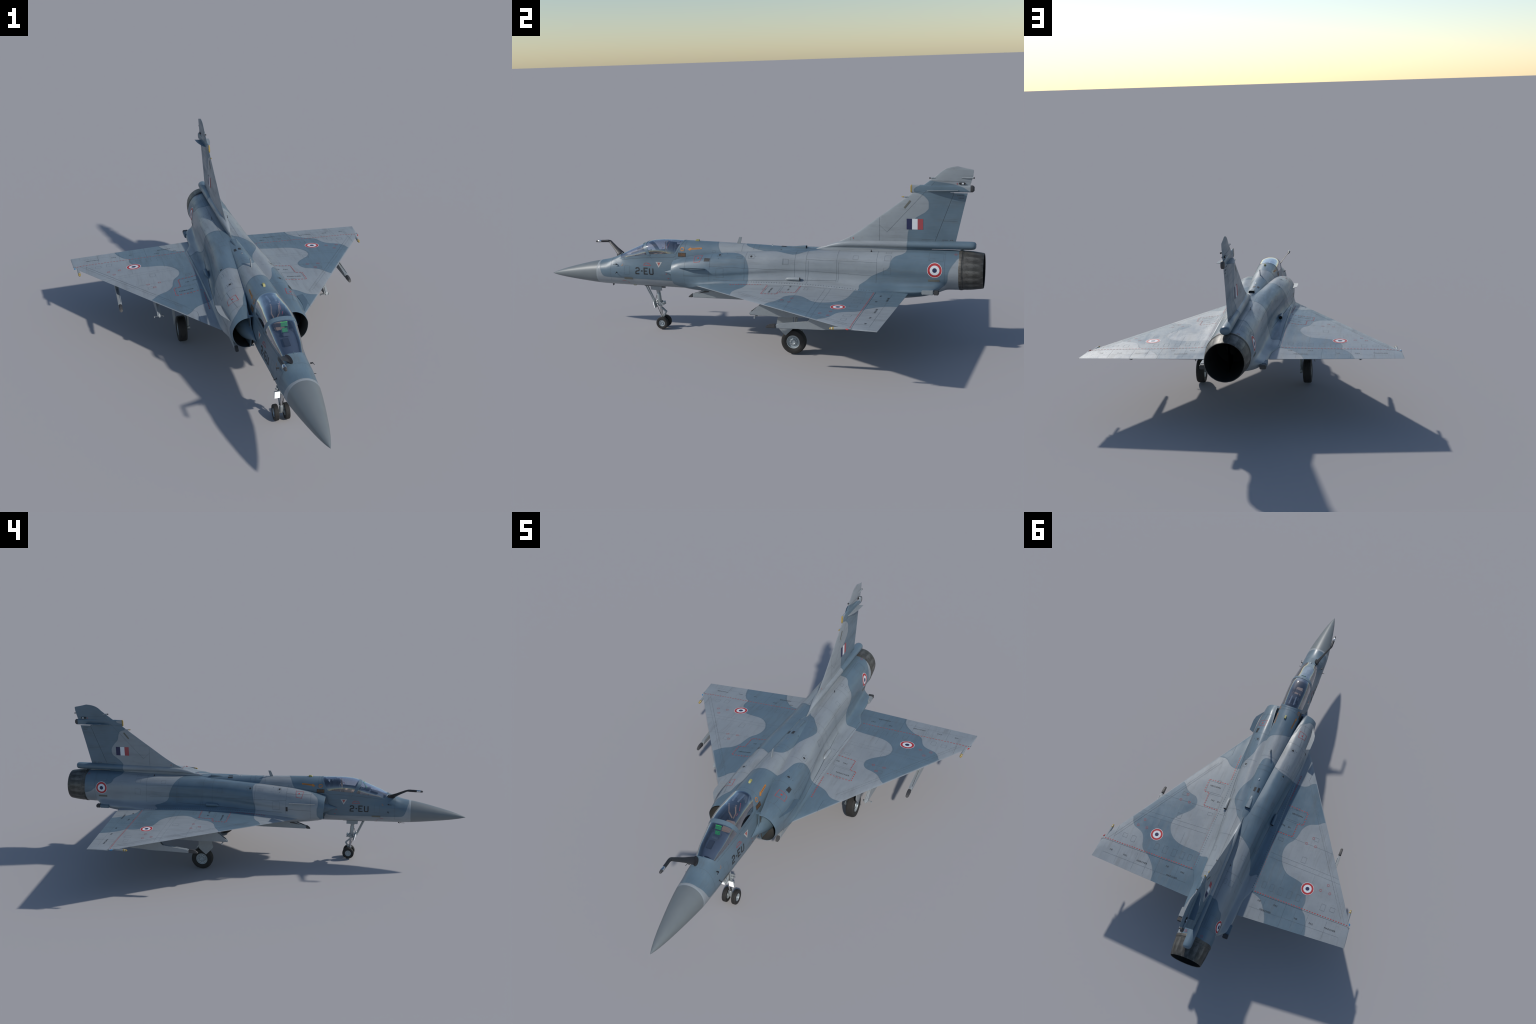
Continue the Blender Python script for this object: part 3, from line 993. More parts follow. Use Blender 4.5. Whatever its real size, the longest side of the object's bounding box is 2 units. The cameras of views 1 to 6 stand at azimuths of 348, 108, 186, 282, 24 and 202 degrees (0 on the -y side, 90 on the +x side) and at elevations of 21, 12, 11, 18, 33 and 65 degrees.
for sx in (1, -1):
    mesh_obj('harness_strap', *tube([(sx * .0135, -.3990, .4105), (sx * .0135, -.4035, .406), (sx * .0125, -.4050, .378), (sx * .003, -.4030, .355)], .0022, 8, 1.6), seat, M_TAN)
    mesh_obj('ejection_gun', *tube([(sx * .0120, -.331, .4095), (sx * .0105, -.378, .4115)], .0032, 8, 1.2), seat, M_LIGHT)
mesh_obj('seat_cushion', *box((.002, -.445, .345), (.034, .054, .014), Matrix.Rotation(.2, 3, 'X'), bev=.003), seat, M_TAN, angle=30)
mesh_obj('pressure_gauge', *revolve([(0, .0045), (.001, .0055), (.002, .0045), (.001, .0038)], 'z', (.016, -.336, .398), 16, True), cockpit, M_CONSOLE)
mesh_obj('seat_handle', *tube([(.0205, -.378, .408), (.0215, -.392, .383)], .0014, 6), seat, M_RED)
mesh_obj('canopy_lever', *tube([(.024, -.41, .385), (.020, -.418, .378)], .0012, 6), cockpit, M_RED)
coam = []
for y, w, z in [(-.608, .026, .334), (-.58, .032, .345), (-.55, .036, .354), (-.52, .039, .361), (-.498, .040, .364)]:
    coam.append([(w * math.sin(a), y, z - .030 * (1 - math.cos(a))) for a in np.linspace(-1.35, 1.35, 15)])
cv, cfc = loft_rings(coam, False)
nb = len(coam) * 15 - 15
cfc.append(tuple(nb + k for k in range(15)))
coaming = mesh_obj('instrument_coaming', cv, cfc, cockpit, M_CONSOLE, angle=40)
mesh_obj('instrument_panel', *box((0, -.497, .338), (.070, .004, .045)), cockpit, M_COCK, smooth=False)
mesh_obj('sight_base', *box((.001, -.530, .3635), (.024, .034, .010), Matrix.Rotation(-.25, 3, 'X'), bev=.002), cockpit, M_CONSOLE)
hud_rot = Matrix.Rotation(-math.atan2(.015, .032), 3, 'X')
for dy, dz, w_, h_ in ((-.5155, .3905, .021, .0155), (-.5235, .3735, .018, .0140)):
    mesh_obj('head_up_display', *box((.001, dy, dz), (w_, .0012, h_), hud_rot), cockpit, M_HUD, smooth=False)
mesh_obj('display_frame', *join(box((.0125, -.519, .381), (.0012, .0022, .036), hud_rot), box((-.0105, -.519, .381), (.0012, .0022, .036), hud_rot)), cockpit, M_CONSOLE, smooth=False)
mesh_obj('camera_mount', *box((-.006, -.566, .3515), (.020, .034, .006), Matrix.Rotation(.30, 3, 'X'), bev=.001), cockpit, M_COCK, smooth=False)

# ---- in-flight refuelling probe -------------------------------------------------
def blade_bar(pts, wide, thin, normal, n=18):
    """bar with an oval section: thin across the given normal"""
    P = [Vector(q) for q in pts]
    rings = []
    for i, q in enumerate(P):
        t = (P[min(i + 1, len(P) - 1)] - P[max(i - 1, 0)]).normalized()
        nn = (Vector(normal) - t * t.dot(Vector(normal))).normalized()
        w = t.cross(nn)
        rings.append([q + w * (wide[i] * math.cos(a)) + nn * (thin[i] * math.sin(a)) for a in np.linspace(0, 2 * math.pi, n, endpoint=False)])
    return loft_rings(rings, True, True, True)


pb = [(-.019, -.640, .326), (-.026, -.652, .338), (-.042, -.680, .357), (-.0600, -.711, .377), (-.0675, -.722, .3835), (-.0695, -.732, .3855), (-.0690, -.750, .3850), (-.0685, -.768, .3842)]
ip = lambda v: np.interp(np.linspace(0, 7, 40), range(8), v)
probe = mesh_obj('refuelling_probe', *blade_bar(catmull(pb, 40), ip([.0190, .0155, .0100, .0078, .0070, .0062, .0058, .0057]), ip([.0080, .0042, .0020, .0020, .0030, .0055, .0057, .0057]), (.73, 0, .68)), jet, M_PROBE)
mesh_obj('probe_base', *blade_bar([(-.0175, -.643, .3255), (-.0220, -.650, .3395)], [.0205, .0180], [.0100, .0085], (.73, 0, .68)), probe, M_PROBE)
mesh_obj('probe_coupling', *tube([(-.0684, -.768, .3842), (-.0683, -.772, .3841), (-.0681, -.784, .3835), (-.0680, -.785, .3834)], [.0052, .0059, .0062, .0058], 18), probe, M_CHROME)
mesh_obj('probe_nozzle', *tube([(-.0680, -.785, .3834), (-.0678, -.790, .3831), (-.0676, -.795, .3829), (-.0675, -.7975, .3828)], [.0054, .0050, .0042, .0022], 18), probe, M_DARK)

# ---- small aerials and sensors --------------------------------------------------
mesh_obj('blade_aerial', *join(plate([(-.066, .4070), (-.049, .4070), (-.0405, .4375), (-.0535, .4375)], .0022, 'x', 0, .0004)), jet, M_LIGHT, smooth=False)
mesh_obj('identification_aerial', *plate([(-.263, .414), (-.243, .414), (-.243, .4215), (-.256, .4215)], .008, 'x', 0, .0006), jet, M_LIME, smooth=False)
mesh_obj('belly_aerial', *plate([(-.585, .202), (-.565, .202), (-.566, .1955), (-.579, .1955)], .006, 'x', 0, .0006), jet, M_LIME, smooth=False)
mesh_obj('beacon', *tube([(0, .099, .403), (0, .099, .4062), (0, .099, .4078)], [.004, .0035, .0012], 12), jet, M_CHROME)
mesh_obj('belly_probe', *tube([(0, -.684, .203), (0, -.684, .194), (0, -.686, .1905)], [.0042, .0042, .002], 10), jet, M_DARK)
mesh_obj('belly_pitot', *join(tube([(-.012, -.692, .2025), (-.012, -.695, .1985)], .0018, 8), tube([(-.012, -.695, .1985), (-.012, -.712, .1978)], .0009, 8)), jet, M_DARK)
for s in (1, -1):
    M = (lambda p: p) if s > 0 else mirror_x
    mesh_obj('air_data_vane', *M(join(tube([(.0505, -.635, .304), (.0585, -.637, .306)], [.0028, .0022], 10), tube([(.0585, -.637, .306), (.0595, -.650, .3055)], .0009, 8))), jet, M_PROBE)
    mesh_obj('incidence_vane', *M(join(tube([(.0555, -.634, .268), (.0690, -.636, .2655)], [.0014, .0010], 8), tube([(.055, -.634, .268), (.0585, -.634, .268)], .003, 10))), jet, M_PROBE)
    mesh_obj('fence_vane', *M(plate([(.5375, .3945), (.5455, .3945), (.5400, .4085)], .0015, 'x', .0340)), jet, M_BLACK, smooth=False)

# ---- pylons and wing-tip antennas ----------------------------------------------
def pylon(poly, x, w, round_front=.35):
    """outline in (y, z) swept to a flat-sided body with a rounded nose edge"""
    return plate(poly, w, 'x', x, w * round_front)


for s in (1, -1):
    M = (lambda p: p) if s > 0 else mirror_x
    a = mesh_obj('shoulder_pylon', *M(pylon([(-.2432, .1825), (-.2432, .1995), (-.222, .2025), (-.183, .2215), (-.10, .226), (.06, .222), (.06, .198), (.03, .1835)], .106, .0125, .2)), jet, M_LIGHT, angle=30)
    mesh_obj('pylon_nose', *M(pylon([(-.264, .1825), (-.258, .1895), (-.250, .1965), (-.2435, .1993), (-.2435, .1825)], .106, .0118, .12)), a, M_DARK, angle=30)
    mesh_obj('pylon_throat', *M(plate([(-.214, .203), (-.186, .2145), (-.170, .236), (-.158, .236), (-.165, .210)], .0135, 'x', .106)), a, M_DARK, smooth=False)
    zb = lambda y: wing_z(.33, y, False) + .002
    b = mesh_obj('wing_pylon', *M(pylon([(.0935, .1840), (.0955, .1935), (.1015, .2005), (.139, .2220), (.150, zb(.15)), (.25, zb(.25)), (.40, zb(.40)), (.50, zb(.50)), (.525, zb(.52)), (.522, .214), (.500, .1985), (.40, .1900), (.25, .1835)], .330, .0135, .3)), wings[s], M_LIGHT, angle=30)
    mesh_obj('sway_brace', *M(join(box((.330, .122, .1805), (.034, .004, .003)), box((.347, .122, .178), (.004, .006, .008), bev=.001), box((.313, .122, .178), (.004, .006, .008), bev=.001))), b, M_STEEL, smooth=False)
    zc = lambda y: wing_z(.465, y, False) + .002
    c = mesh_obj('missile_rail', *M(pylon([(.2495, .1770), (.2495, .1945), (.262, .1955), (.377, .2075), (.392, zc(.392)), (.50, zc(.50)), (.562, zc(.55)), (.560, .205), (.535, .1885), (.437, .1830)], .465, .0135, .25)), wings[s], M_LIGHT, angle=30)
    mesh_obj('rail_nose', *M(pylon([(.205, .1765), (.209, .1835), (.218, .1900), (.230, .1937), (.249, .1943), (.249, .1770)], .465, .0125, .22)), c, M_DARK, angle=30)
    e = mesh_obj('wing_tip_antenna', *M(tube([(.6055, .5145, .2345), (.6062, .524, .2350), (.6080, .545, .2365), (.6110, .575, .2390)], [.0056, .0054, .0046, .002], 14)), wings[s], M_LIGHT)
    mesh_obj('antenna_cap', *M(tube([(.6048, .4965, .2325), (.6050, .4985, .2328), (.6051, .5030, .2333), (.6052, .5055, .2336)], [.0015, .0040, .0049, .0050], 14)), e, M_YELLOW)
    mesh_obj('antenna_band', *M(tube([(.6052, .5056, .2336), (.6053, .5078, .2338)], .0048, 14)), e, M_WHITE)
    mesh_obj('antenna_cap', *M(tube([(.6053, .5079, .2338), (.6055, .5143, .2344)], [.0057, .0057], 14)), e, M_YELLOW)
    mesh_obj('navigation_light', *M(tube([(.6195, .5600, .2385), (.6220, .5660, .2385), (.6245, .5720, .2385)], [.0012, .0030, .0014], 10)), wings[s], M_ROUNDRED if s > 0 else plain('nav_blue', (.02, .22, .45), .3))

# ---- landing gear ---------------------------------------------------------------
def tyre_profile(r, w, rim):
    h = w / 2
    p = [(-h * .80, rim), (-h * .97, rim + (r - rim) * .30), (-h, rim + (r - rim) * .55), (-h * .93, r * .93), (-h * .75, r * .982), (-h * .62, r * .995)]
    groove = []
    for g in (-.45, -.15, .15, .45):
        groove += [(h * (g - .06), r), (h * (g - .03), r * .985), (h * (g + .03), r * .985), (h * (g + .06), r)]
    return p + groove + [(-a, b) for a, b in p[::-1]]


def wheel(r, w, rim, hub_out):
    """returns tyre, rim meshes about the x axis, outer side on +x"""
    ty_ = revolve(tyre_profile(r, w, rim), 'x', n=48, closed_profile=True)
    h = w / 2
    rm = revolve([(-h * .8, rim * .99), (h * .62, rim * 1.02), (h * .80, rim * .98), (h * .76, rim * .90), (h * .45, rim * .86), (h * .38, rim * .66), (h * .50, rim * .60), (h * .55, rim * .40), (h * .8, rim * .36), (h * hub_out, rim * .25), (h * hub_out, 0.0001)], 'x', n=40, closed_profile=True)
    bk = revolve([(-h * .8, rim * .99), (-h * .6, rim * .8), (-h * .5, .0001)], 'x', n=40, closed_profile=True)
    bolts = []
    for k in range(9):
        a = 2 * math.pi * k / 9
        bolts.append(tube([(h * .42, rim * .55 * math.cos(a), rim * .55 * math.sin(a)), (h * .60, rim * .55 * math.cos(a), rim * .55 * math.sin(a))], rim * .045, 8))
    return ty_, join(rm, bk), join(*bolts)


def place(part, c, s=1):
    v, f = part
    v = [(p[0] * s + c[0], p[1] + c[1], p[2] + c[2]) for p in v]
    return v, ([tuple(reversed(q)) for q in f] if s < 0 else f)


def rod(a, b, r, n=12):
    return tube([a, b], r, n)


gear = empty('nose_gear', jet, (0, 0, 0))
NGY = -.4385
ty_, rm_, bo_ = wheel(.0285, .0170, .0150, .55)
for s in (1, -1):
    t = mesh_obj('nose_wheel', *place(ty_, (s * .0190, NGY, .0275), s), gear, M_RUBBER, angle=35)
    mesh_obj('wheel_rim', *place(rm_, (s * .0190, NGY, .0275), s), t, M_RIM, angle=30)
    mesh_obj('wheel_bolt', *place(bo_, (s * .0190, NGY, .0275), s), t, M_DARK)
A, B = Vector((0, -.4615, .205)), Vector((0, -.4440, .040))
lp = lambda t: A.lerp(B, t)
mesh_obj('strut', *join(tube([lp(0), lp(.20), lp(.21), lp(.235), lp(.25), lp(.60), lp(.62)], [.0095, .0095, .0085, .0085, .0098, .0092, .007], 20), tube([lp(.52), lp(.60)], .0125, 20)), gear, M_STEEL)
mesh_obj('oleo_piston', *tube([lp(.6), lp(.93)], .0056, 16), gear, M_CHROME)
mesh_obj('axle', *join(rod((-.019, NGY, .0275), (.019, NGY, .0275), .005), tube([lp(.90), lp(1.02), (0, NGY, .0275)], [.0075, .0075, .0065], 14)), gear, M_STEEL)
mesh_obj('torque_link', *join(*[box((sx * .004, (a[0] + b[0]) / 2, (a[1] + b[1]) / 2), (.0035, math.dist(a, b), .006), Matrix.Rotation(math.atan2(b[1] - a[1], b[0] - a[0]), 3, 'X'), .001)
        for sx in (1, -1) for a, b in (((-.448, .098), (-.4245, .077)), ((-.4245, .077), (-.438, .053)))] + [rod((-.007, -.4245, .077), (.007, -.4245, .077), .0028)]), gear, M_STEEL, angle=30)
mesh_obj('drag_brace', *join(*[rod((sx * .008, -.517, .201), (sx * .006, -.480, .122), .0028) for sx in (1, -1)] + [rod((0, -.511, .201), (0, -.474, .121), .0024), rod((-.008, -.480, .122), (.008, -.480, .122), .0034), rod((0, -.480, .122), (0, -.462, .130), .004)]), gear, M_STEEL)
mesh_obj('steering_jack', *join(box((0, -.438, .1150), (.022, .014, .012), bev=.002), rod((.012, -.450, .125), (.012, -.430, .1120), .0035), rod((-.012, -.450, .125), (-.012, -.430, .1120), .0035), rod((-.011, -.433, .1215), (.011, -.433, .1215), .0045)), gear, M_STEEL, angle=30)
for sx in (1, -1):
    lamp = mesh_obj('landing_lamp', *join(box((sx * .0185, -.4690, .1140), (.021, .006, .030), Matrix.Rotation(.22, 3, 'X'), bev=.002), rod((sx * .0185, -.466, .114), (0, -.456, .116), .003)), gear, M_STEEL)
    mesh_obj('lamp_lens', *box((sx * .0185, -.4725, .1133), (.0175, .001, .0265), Matrix.Rotation(.22, 3, 'X')), lamp, M_LAMP, smooth=False)
mesh_obj('brake_hose', *tube(catmull([(.006, -.462, .16), (.011, -.470, .13), (.008, -.462, .10), (.005, -.452, .07), (.004, -.446, .05)], 24), .0012, 8), gear, M_BLACK)
mesh_obj('gear_door', *join(plate([(-.487, .201), (-.431, .201), (-.430, .1810), (-.485, .1835)], .0022, 'x', .020, .0005), plate([(-.487, .201), (-.431, .201), (-.430, .1830), (-.485, .1835)], .0022, 'x', -.020, .0005)), gear, M_LIGHT, smooth=False)
mesh_obj('wheel_bay', *box((0, -.465, .2003), (.036, .105, .0022)), gear, M_DARK, smooth=False)

HX, HY, HZ = .2320, .2525, .0520
ty_, rm_, bo_ = wheel(.0520, .0360, .0285, .62)
for s in (1, -1):
    M = (lambda p: p) if s > 0 else mirror_x
    mg = empty('main_gear', jet, (0, 0, 0))
    t = mesh_obj('main_wheel', *place(ty_, (s * HX, HY, HZ), s), mg, M_RUBBER, angle=35)
    mesh_obj('wheel_rim', *place(rm_, (s * HX, HY, HZ), s), t, M_RIM, angle=30)
    mesh_obj('wheel_bolt', *place(bo_, (s * HX, HY, HZ), s), t, M_DARK)
    mesh_obj('strut', *M(join(tube([(.2010, .2560, .235), (.2045, .2550, .14), (.2045, .2550, .125)], [.0085, .0080, .0065], 16), rod((.2045, .255, .13), (.2060, .2535, .052), .0055), rod((.203, HY, HZ), (.232, HY, HZ), .0075),
             tube([(.1985, .2540, HZ), (.208, .2530, HZ)], .0105, 16))), mg, M_STEEL)
    mesh_obj('side_brace', *M(join(rod((.135, .262, .215), (.199, .257, .135), .0045), rod((.150, .262, .212), (.201, .257, .150), .003))), mg, M_STEEL)
    mesh_obj('torque_link', *M(join(rod((.2045, .2630, .120), (.2050, .2850, .090), .0032), rod((.2050, .2850, .090), (.2055, .2620, .060), .0032))), mg, M_STEEL)
    mesh_obj('gear_door', *M(plate([(.192, .232), (.1955, .160), (.1875, .127), (.1905, .119), (.2255, .0835), (.2600, .1160), (.2605, .160), (.2605, .232)], .0030, 'x', .2625, .0008)), mg, M_LIGHT, smooth=False)
    mesh_obj('door_link', *M(join(rod((.2055, .2650, .17), (.2615, .2550, .155), .0025), rod((.2260, .272, .232), (.2260, .2640, .150), .0035))), mg, M_DARK)
    mesh_obj('wheel_bay', *M(box((.180, .255, .2318), (.145, .085, .002))), mg, M_DARK, smooth=False)
# ------------------------------------------------------------------ markings
def bvh(objs):
    V, F = [], []
    for o in objs:
        k = len(V)
        V += [tuple(v.co) for v in o.data.vertices]
        F += [tuple(i + k for i in q.vertices) for q in o.data.polygons]
    return BVHTree.FromPolygons(V, F)


T_WING = bvh([o for o in SURF if o.name.split('.')[0] in ('wing', 'leading_edge_slat', 'elevon', 'wing_tip')])
T_BODY = bvh([o for o in SURF if o.name.split('.')[0] in ('fuselage', 'intake_trunk')])
T_FIN = bvh([fin, rudder])
T_CHUTE = bvh([chute])


def hit(tree, o, d, lift):
    r = tree.ray_cast(Vector(o), Vector(d))
    if r[0] is None:
        return None
    n = r[1] if r[1].dot(Vector(d)) < 0 else -r[1]
    return r[0] + n * lift


def on_wing(s):
    return lambda a, b, l: hit(T_WING, (s * a, b, .5), (0, 0, -1), l)       # (span, y)


def on_top(a, b, l):
    return hit(T_BODY, (a, b, .8), (0, 0, -1), l)                            # (x, y)


def on_side(s):
    return lambda a, b, l: hit(T_BODY, (s * .4, a, b), (-s, 0, 0), l)        # (y, z)


def on_fin(s):
    return lambda a, b, l: hit(T_FIN, (s * .4, a, b), (-s, 0, 0), l)         # (y, z)


def on_girth(a, b, l):
    t = math.radians(a)                                                      # (degrees from the top, y)
    d = Vector((math.sin(t), 0, math.cos(t)))
    return hit(T_BODY, Vector((0, b, .31)) + d * .4, -d, l)


class Decal:
    """collects little skin patches, laid on the surface by a mapping function"""
    def __init__(self):
        self.v, self.f, self.mi = [], [], []

    def quad_grid(self, rows, mi=0):
        if any(p is None for r in rows for p in r):
            rows = [r for r in rows if all(p is not None for p in r)]
            if len(rows) < 2:
                return
        o = len(self.v)
        self.v += [tuple(p) for r in rows for p in r]
        fs = grid_faces(len(rows), len(rows[0]), off=o)
        self.f += fs
        self.mi += [mi] * len(fs)

    def stroke(self, fn, pts, w, lift=.0004, step=.004, closed=False, unit=(1, 1), mi=0):
        """ribbon along a poly-line in the mapping's own units; unit gives metres per unit"""
        P = [np.array(p, float) for p in pts]
        if closed:
            P.append(P[0])
        U = np.array(unit, float)
        Q = [p * U for p in P]
        out = []
        for i in range(len(Q) - 1):
            n = max(1, int(np.linalg.norm(Q[i + 1] - Q[i]) / step))
            for k in range(n):
                out.append(Q[i] + (Q[i + 1] - Q[i]) * k / n)
        out.append(Q[-1])
        rows = []
        for i, q in enumerate(out):
            a, b = out[max(i - 1, 0)], out[min(i + 1, len(out) - 1)]
            if closed and i in (0, len(out) - 1):
                a, b = out[-2], out[1]
            d1, d2 = q - a, b - q
            d = d1 / (np.linalg.norm(d1) + 1e-12) + d2 / (np.linalg.norm(d2) + 1e-12)
            L = np.linalg.norm(d)
            d = d / (L + 1e-12)
            nrm = np.array([-d[1], d[0]])
            k = w / 2 * min(1.5, 2 / max(L, .6) if 0 < i < len(out) - 1 else 1)
            rows.append([fn(*((q + nrm * s * k) / U), lift) for s in (1, -1)])
        self.quad_grid(rows, mi)

    def dashes(self, fn, pts, w, dash, gap, lift=.0005, slant=0.0, unit=(1, 1)):
        for a, b in zip(pts, pts[1:]):
            a, b = np.array(a, float) * unit, np.array(b, float) * unit
            L = np.linalg.norm(b - a)
            d = (b - a) / L
            n = np.array([-d[1], d[0]]) + d * slant
            k = max(1, int(round(L / (dash + gap))))
            st_ = L / k
            for i in range(k):
                p, q = a + d * (i * st_ + gap / 2), a + d * (i * st_ + gap / 2 + dash * st_ / (dash + gap))
                m = (p + q) / 2
                self.quad_grid([[fn(*((x + n * s * w / 2) / np.array(unit)), lift) for s in (1, -1)] for x in (p, m, q)])

    def disc(self, fn, c, r0, r1, lift=.0005, n=40, mi=0):
        rows = []
        m = max(2, int((r1 - r0) / .005) + 1)
        for t in np.linspace(0, 2 * math.pi, n + 1):
            rows.append([fn(c[0] + math.cos(t) * r, c[1] + math.sin(t) * r, lift) for r in np.linspace(max(r0, 1e-5), r1, m)])
        self.quad_grid(rows, mi)

    def rect(self, fn, a0, b0, a1, b1, lift=.0005, step=.005, mi=0):
        na, nb = max(2, int(abs(a1 - a0) / step) + 1), max(2, int(abs(b1 - b0) / step) + 1)
        self.quad_grid([[fn(a, b, lift) for b in np.linspace(b0, b1, nb)] for a in np.linspace(a0, a1, na)], mi)

    def quad4(self, fn, p, lift=.0005, n=5, mi=0):
        p = [np.array(q, float) for q in p]
        self.quad_grid([[fn(*((1 - v) * ((1 - u) * p[0] + u * p[1]) + v * ((1 - u) * p[3] + u * p[2])), lift) for u in np.linspace(0, 1, n)] for v in np.linspace(0, 1, n)], mi)

    def text(self, fn, s, c, h, du, dv, lift=.0005, width=1.0):
        """lettering in the built-in font, du / dv are the reading and the upward direction in map units"""
        cu = bpy.data.curves.new('lettering', 'FONT')
        cu.body = s
        cu.align_x, cu.align_y = 'CENTER', 'CENTER'
        cu.resolution_u = 2
        ob = bpy.data.objects.new('lettering', cu)
        COL.objects.link(ob)
        me = ob.to_mesh()
        pts = [v.co.copy() for v in me.vertices]
        fs = [tuple(q.vertices) for q in me.polygons]
        ob.to_mesh_clear()
        bpy.data.objects.remove(ob)
        bpy.data.curves.remove(cu)
        P = [fn(c[0] + (p.x * width * du[0] + p.y * dv[0]) * h / .7, c[1] + (p.x * width * du[1] + p.y * dv[1]) * h / .7, lift) for p in pts]
        o = len(self.v)
        ok = [p is not None for p in P]
        self.v += [tuple(p) if p is not None else (0, 0, 0) for p in P]
        for q in fs:
            if all(ok[i] for i in q):
                self.f.append(tuple(i + o for i in q))
                self.mi.append(0)

    def done(self, name, mats, parent=None, stuff=False):
        if not self.f:
            return None
        used = sorted({i for q in self.f for i in q})
        mp = {k: n for n, k in enumerate(used)}
        me = bpy.data.meshes.new(name)
        me.from_pydata([self.v[k] for k in used], [], [tuple(mp[i] for i in q) for q in self.f])
        o = bpy.data.objects.new(name, me)
        COL.objects.link(o)
        for m in (mats if isinstance(mats, (list, tuple)) else [mats]):
            me.materials.append(m)
        me.polygons.foreach_set('material_index', self.mi)
        me.polygons.foreach_set('use_smooth', [True] * len(me.polygons))
        o.parent = parent or jet
        if stuff:
            o['kind'] = 'stuff'
        return o


def roundel(fn, c, parent, r=.0302):
    d = Decal()
    for a, b, m in ((0, .31, 2), (.31, .645, 0), (.645, .945, 1), (.945, 1.0, 0)):
        d.disc(fn, c, a * r, b * r, .0006, 48, m)
    return d.done('roundel', [M_WHITE, M_ROUNDRED, M_NAVY], parent)


for s in (1, -1):
    roundel(on_wing(s), (.3835, .477), wings[s])
    roundel(on_side(s), (.809 if s > 0 else .811, .339), intake_objs[0 if s > 0 else 1])
    y0, y1 = (.684, .7515) if s > 0 else (.746, .6775)
    d = Decal()
    for k in range(3):
        d.rect(on_fin(s), y0 + (y1 - y0) * k / 3, .4915, y0 + (y1 - y0) * (k + 1) / 3, .5362, .0006, mi=k)
    d.done('tricolour_flag', [M_NAVY, M_WHITE, plain('flag_red', (.36, .06, .07), .5, var=.05)], fin)

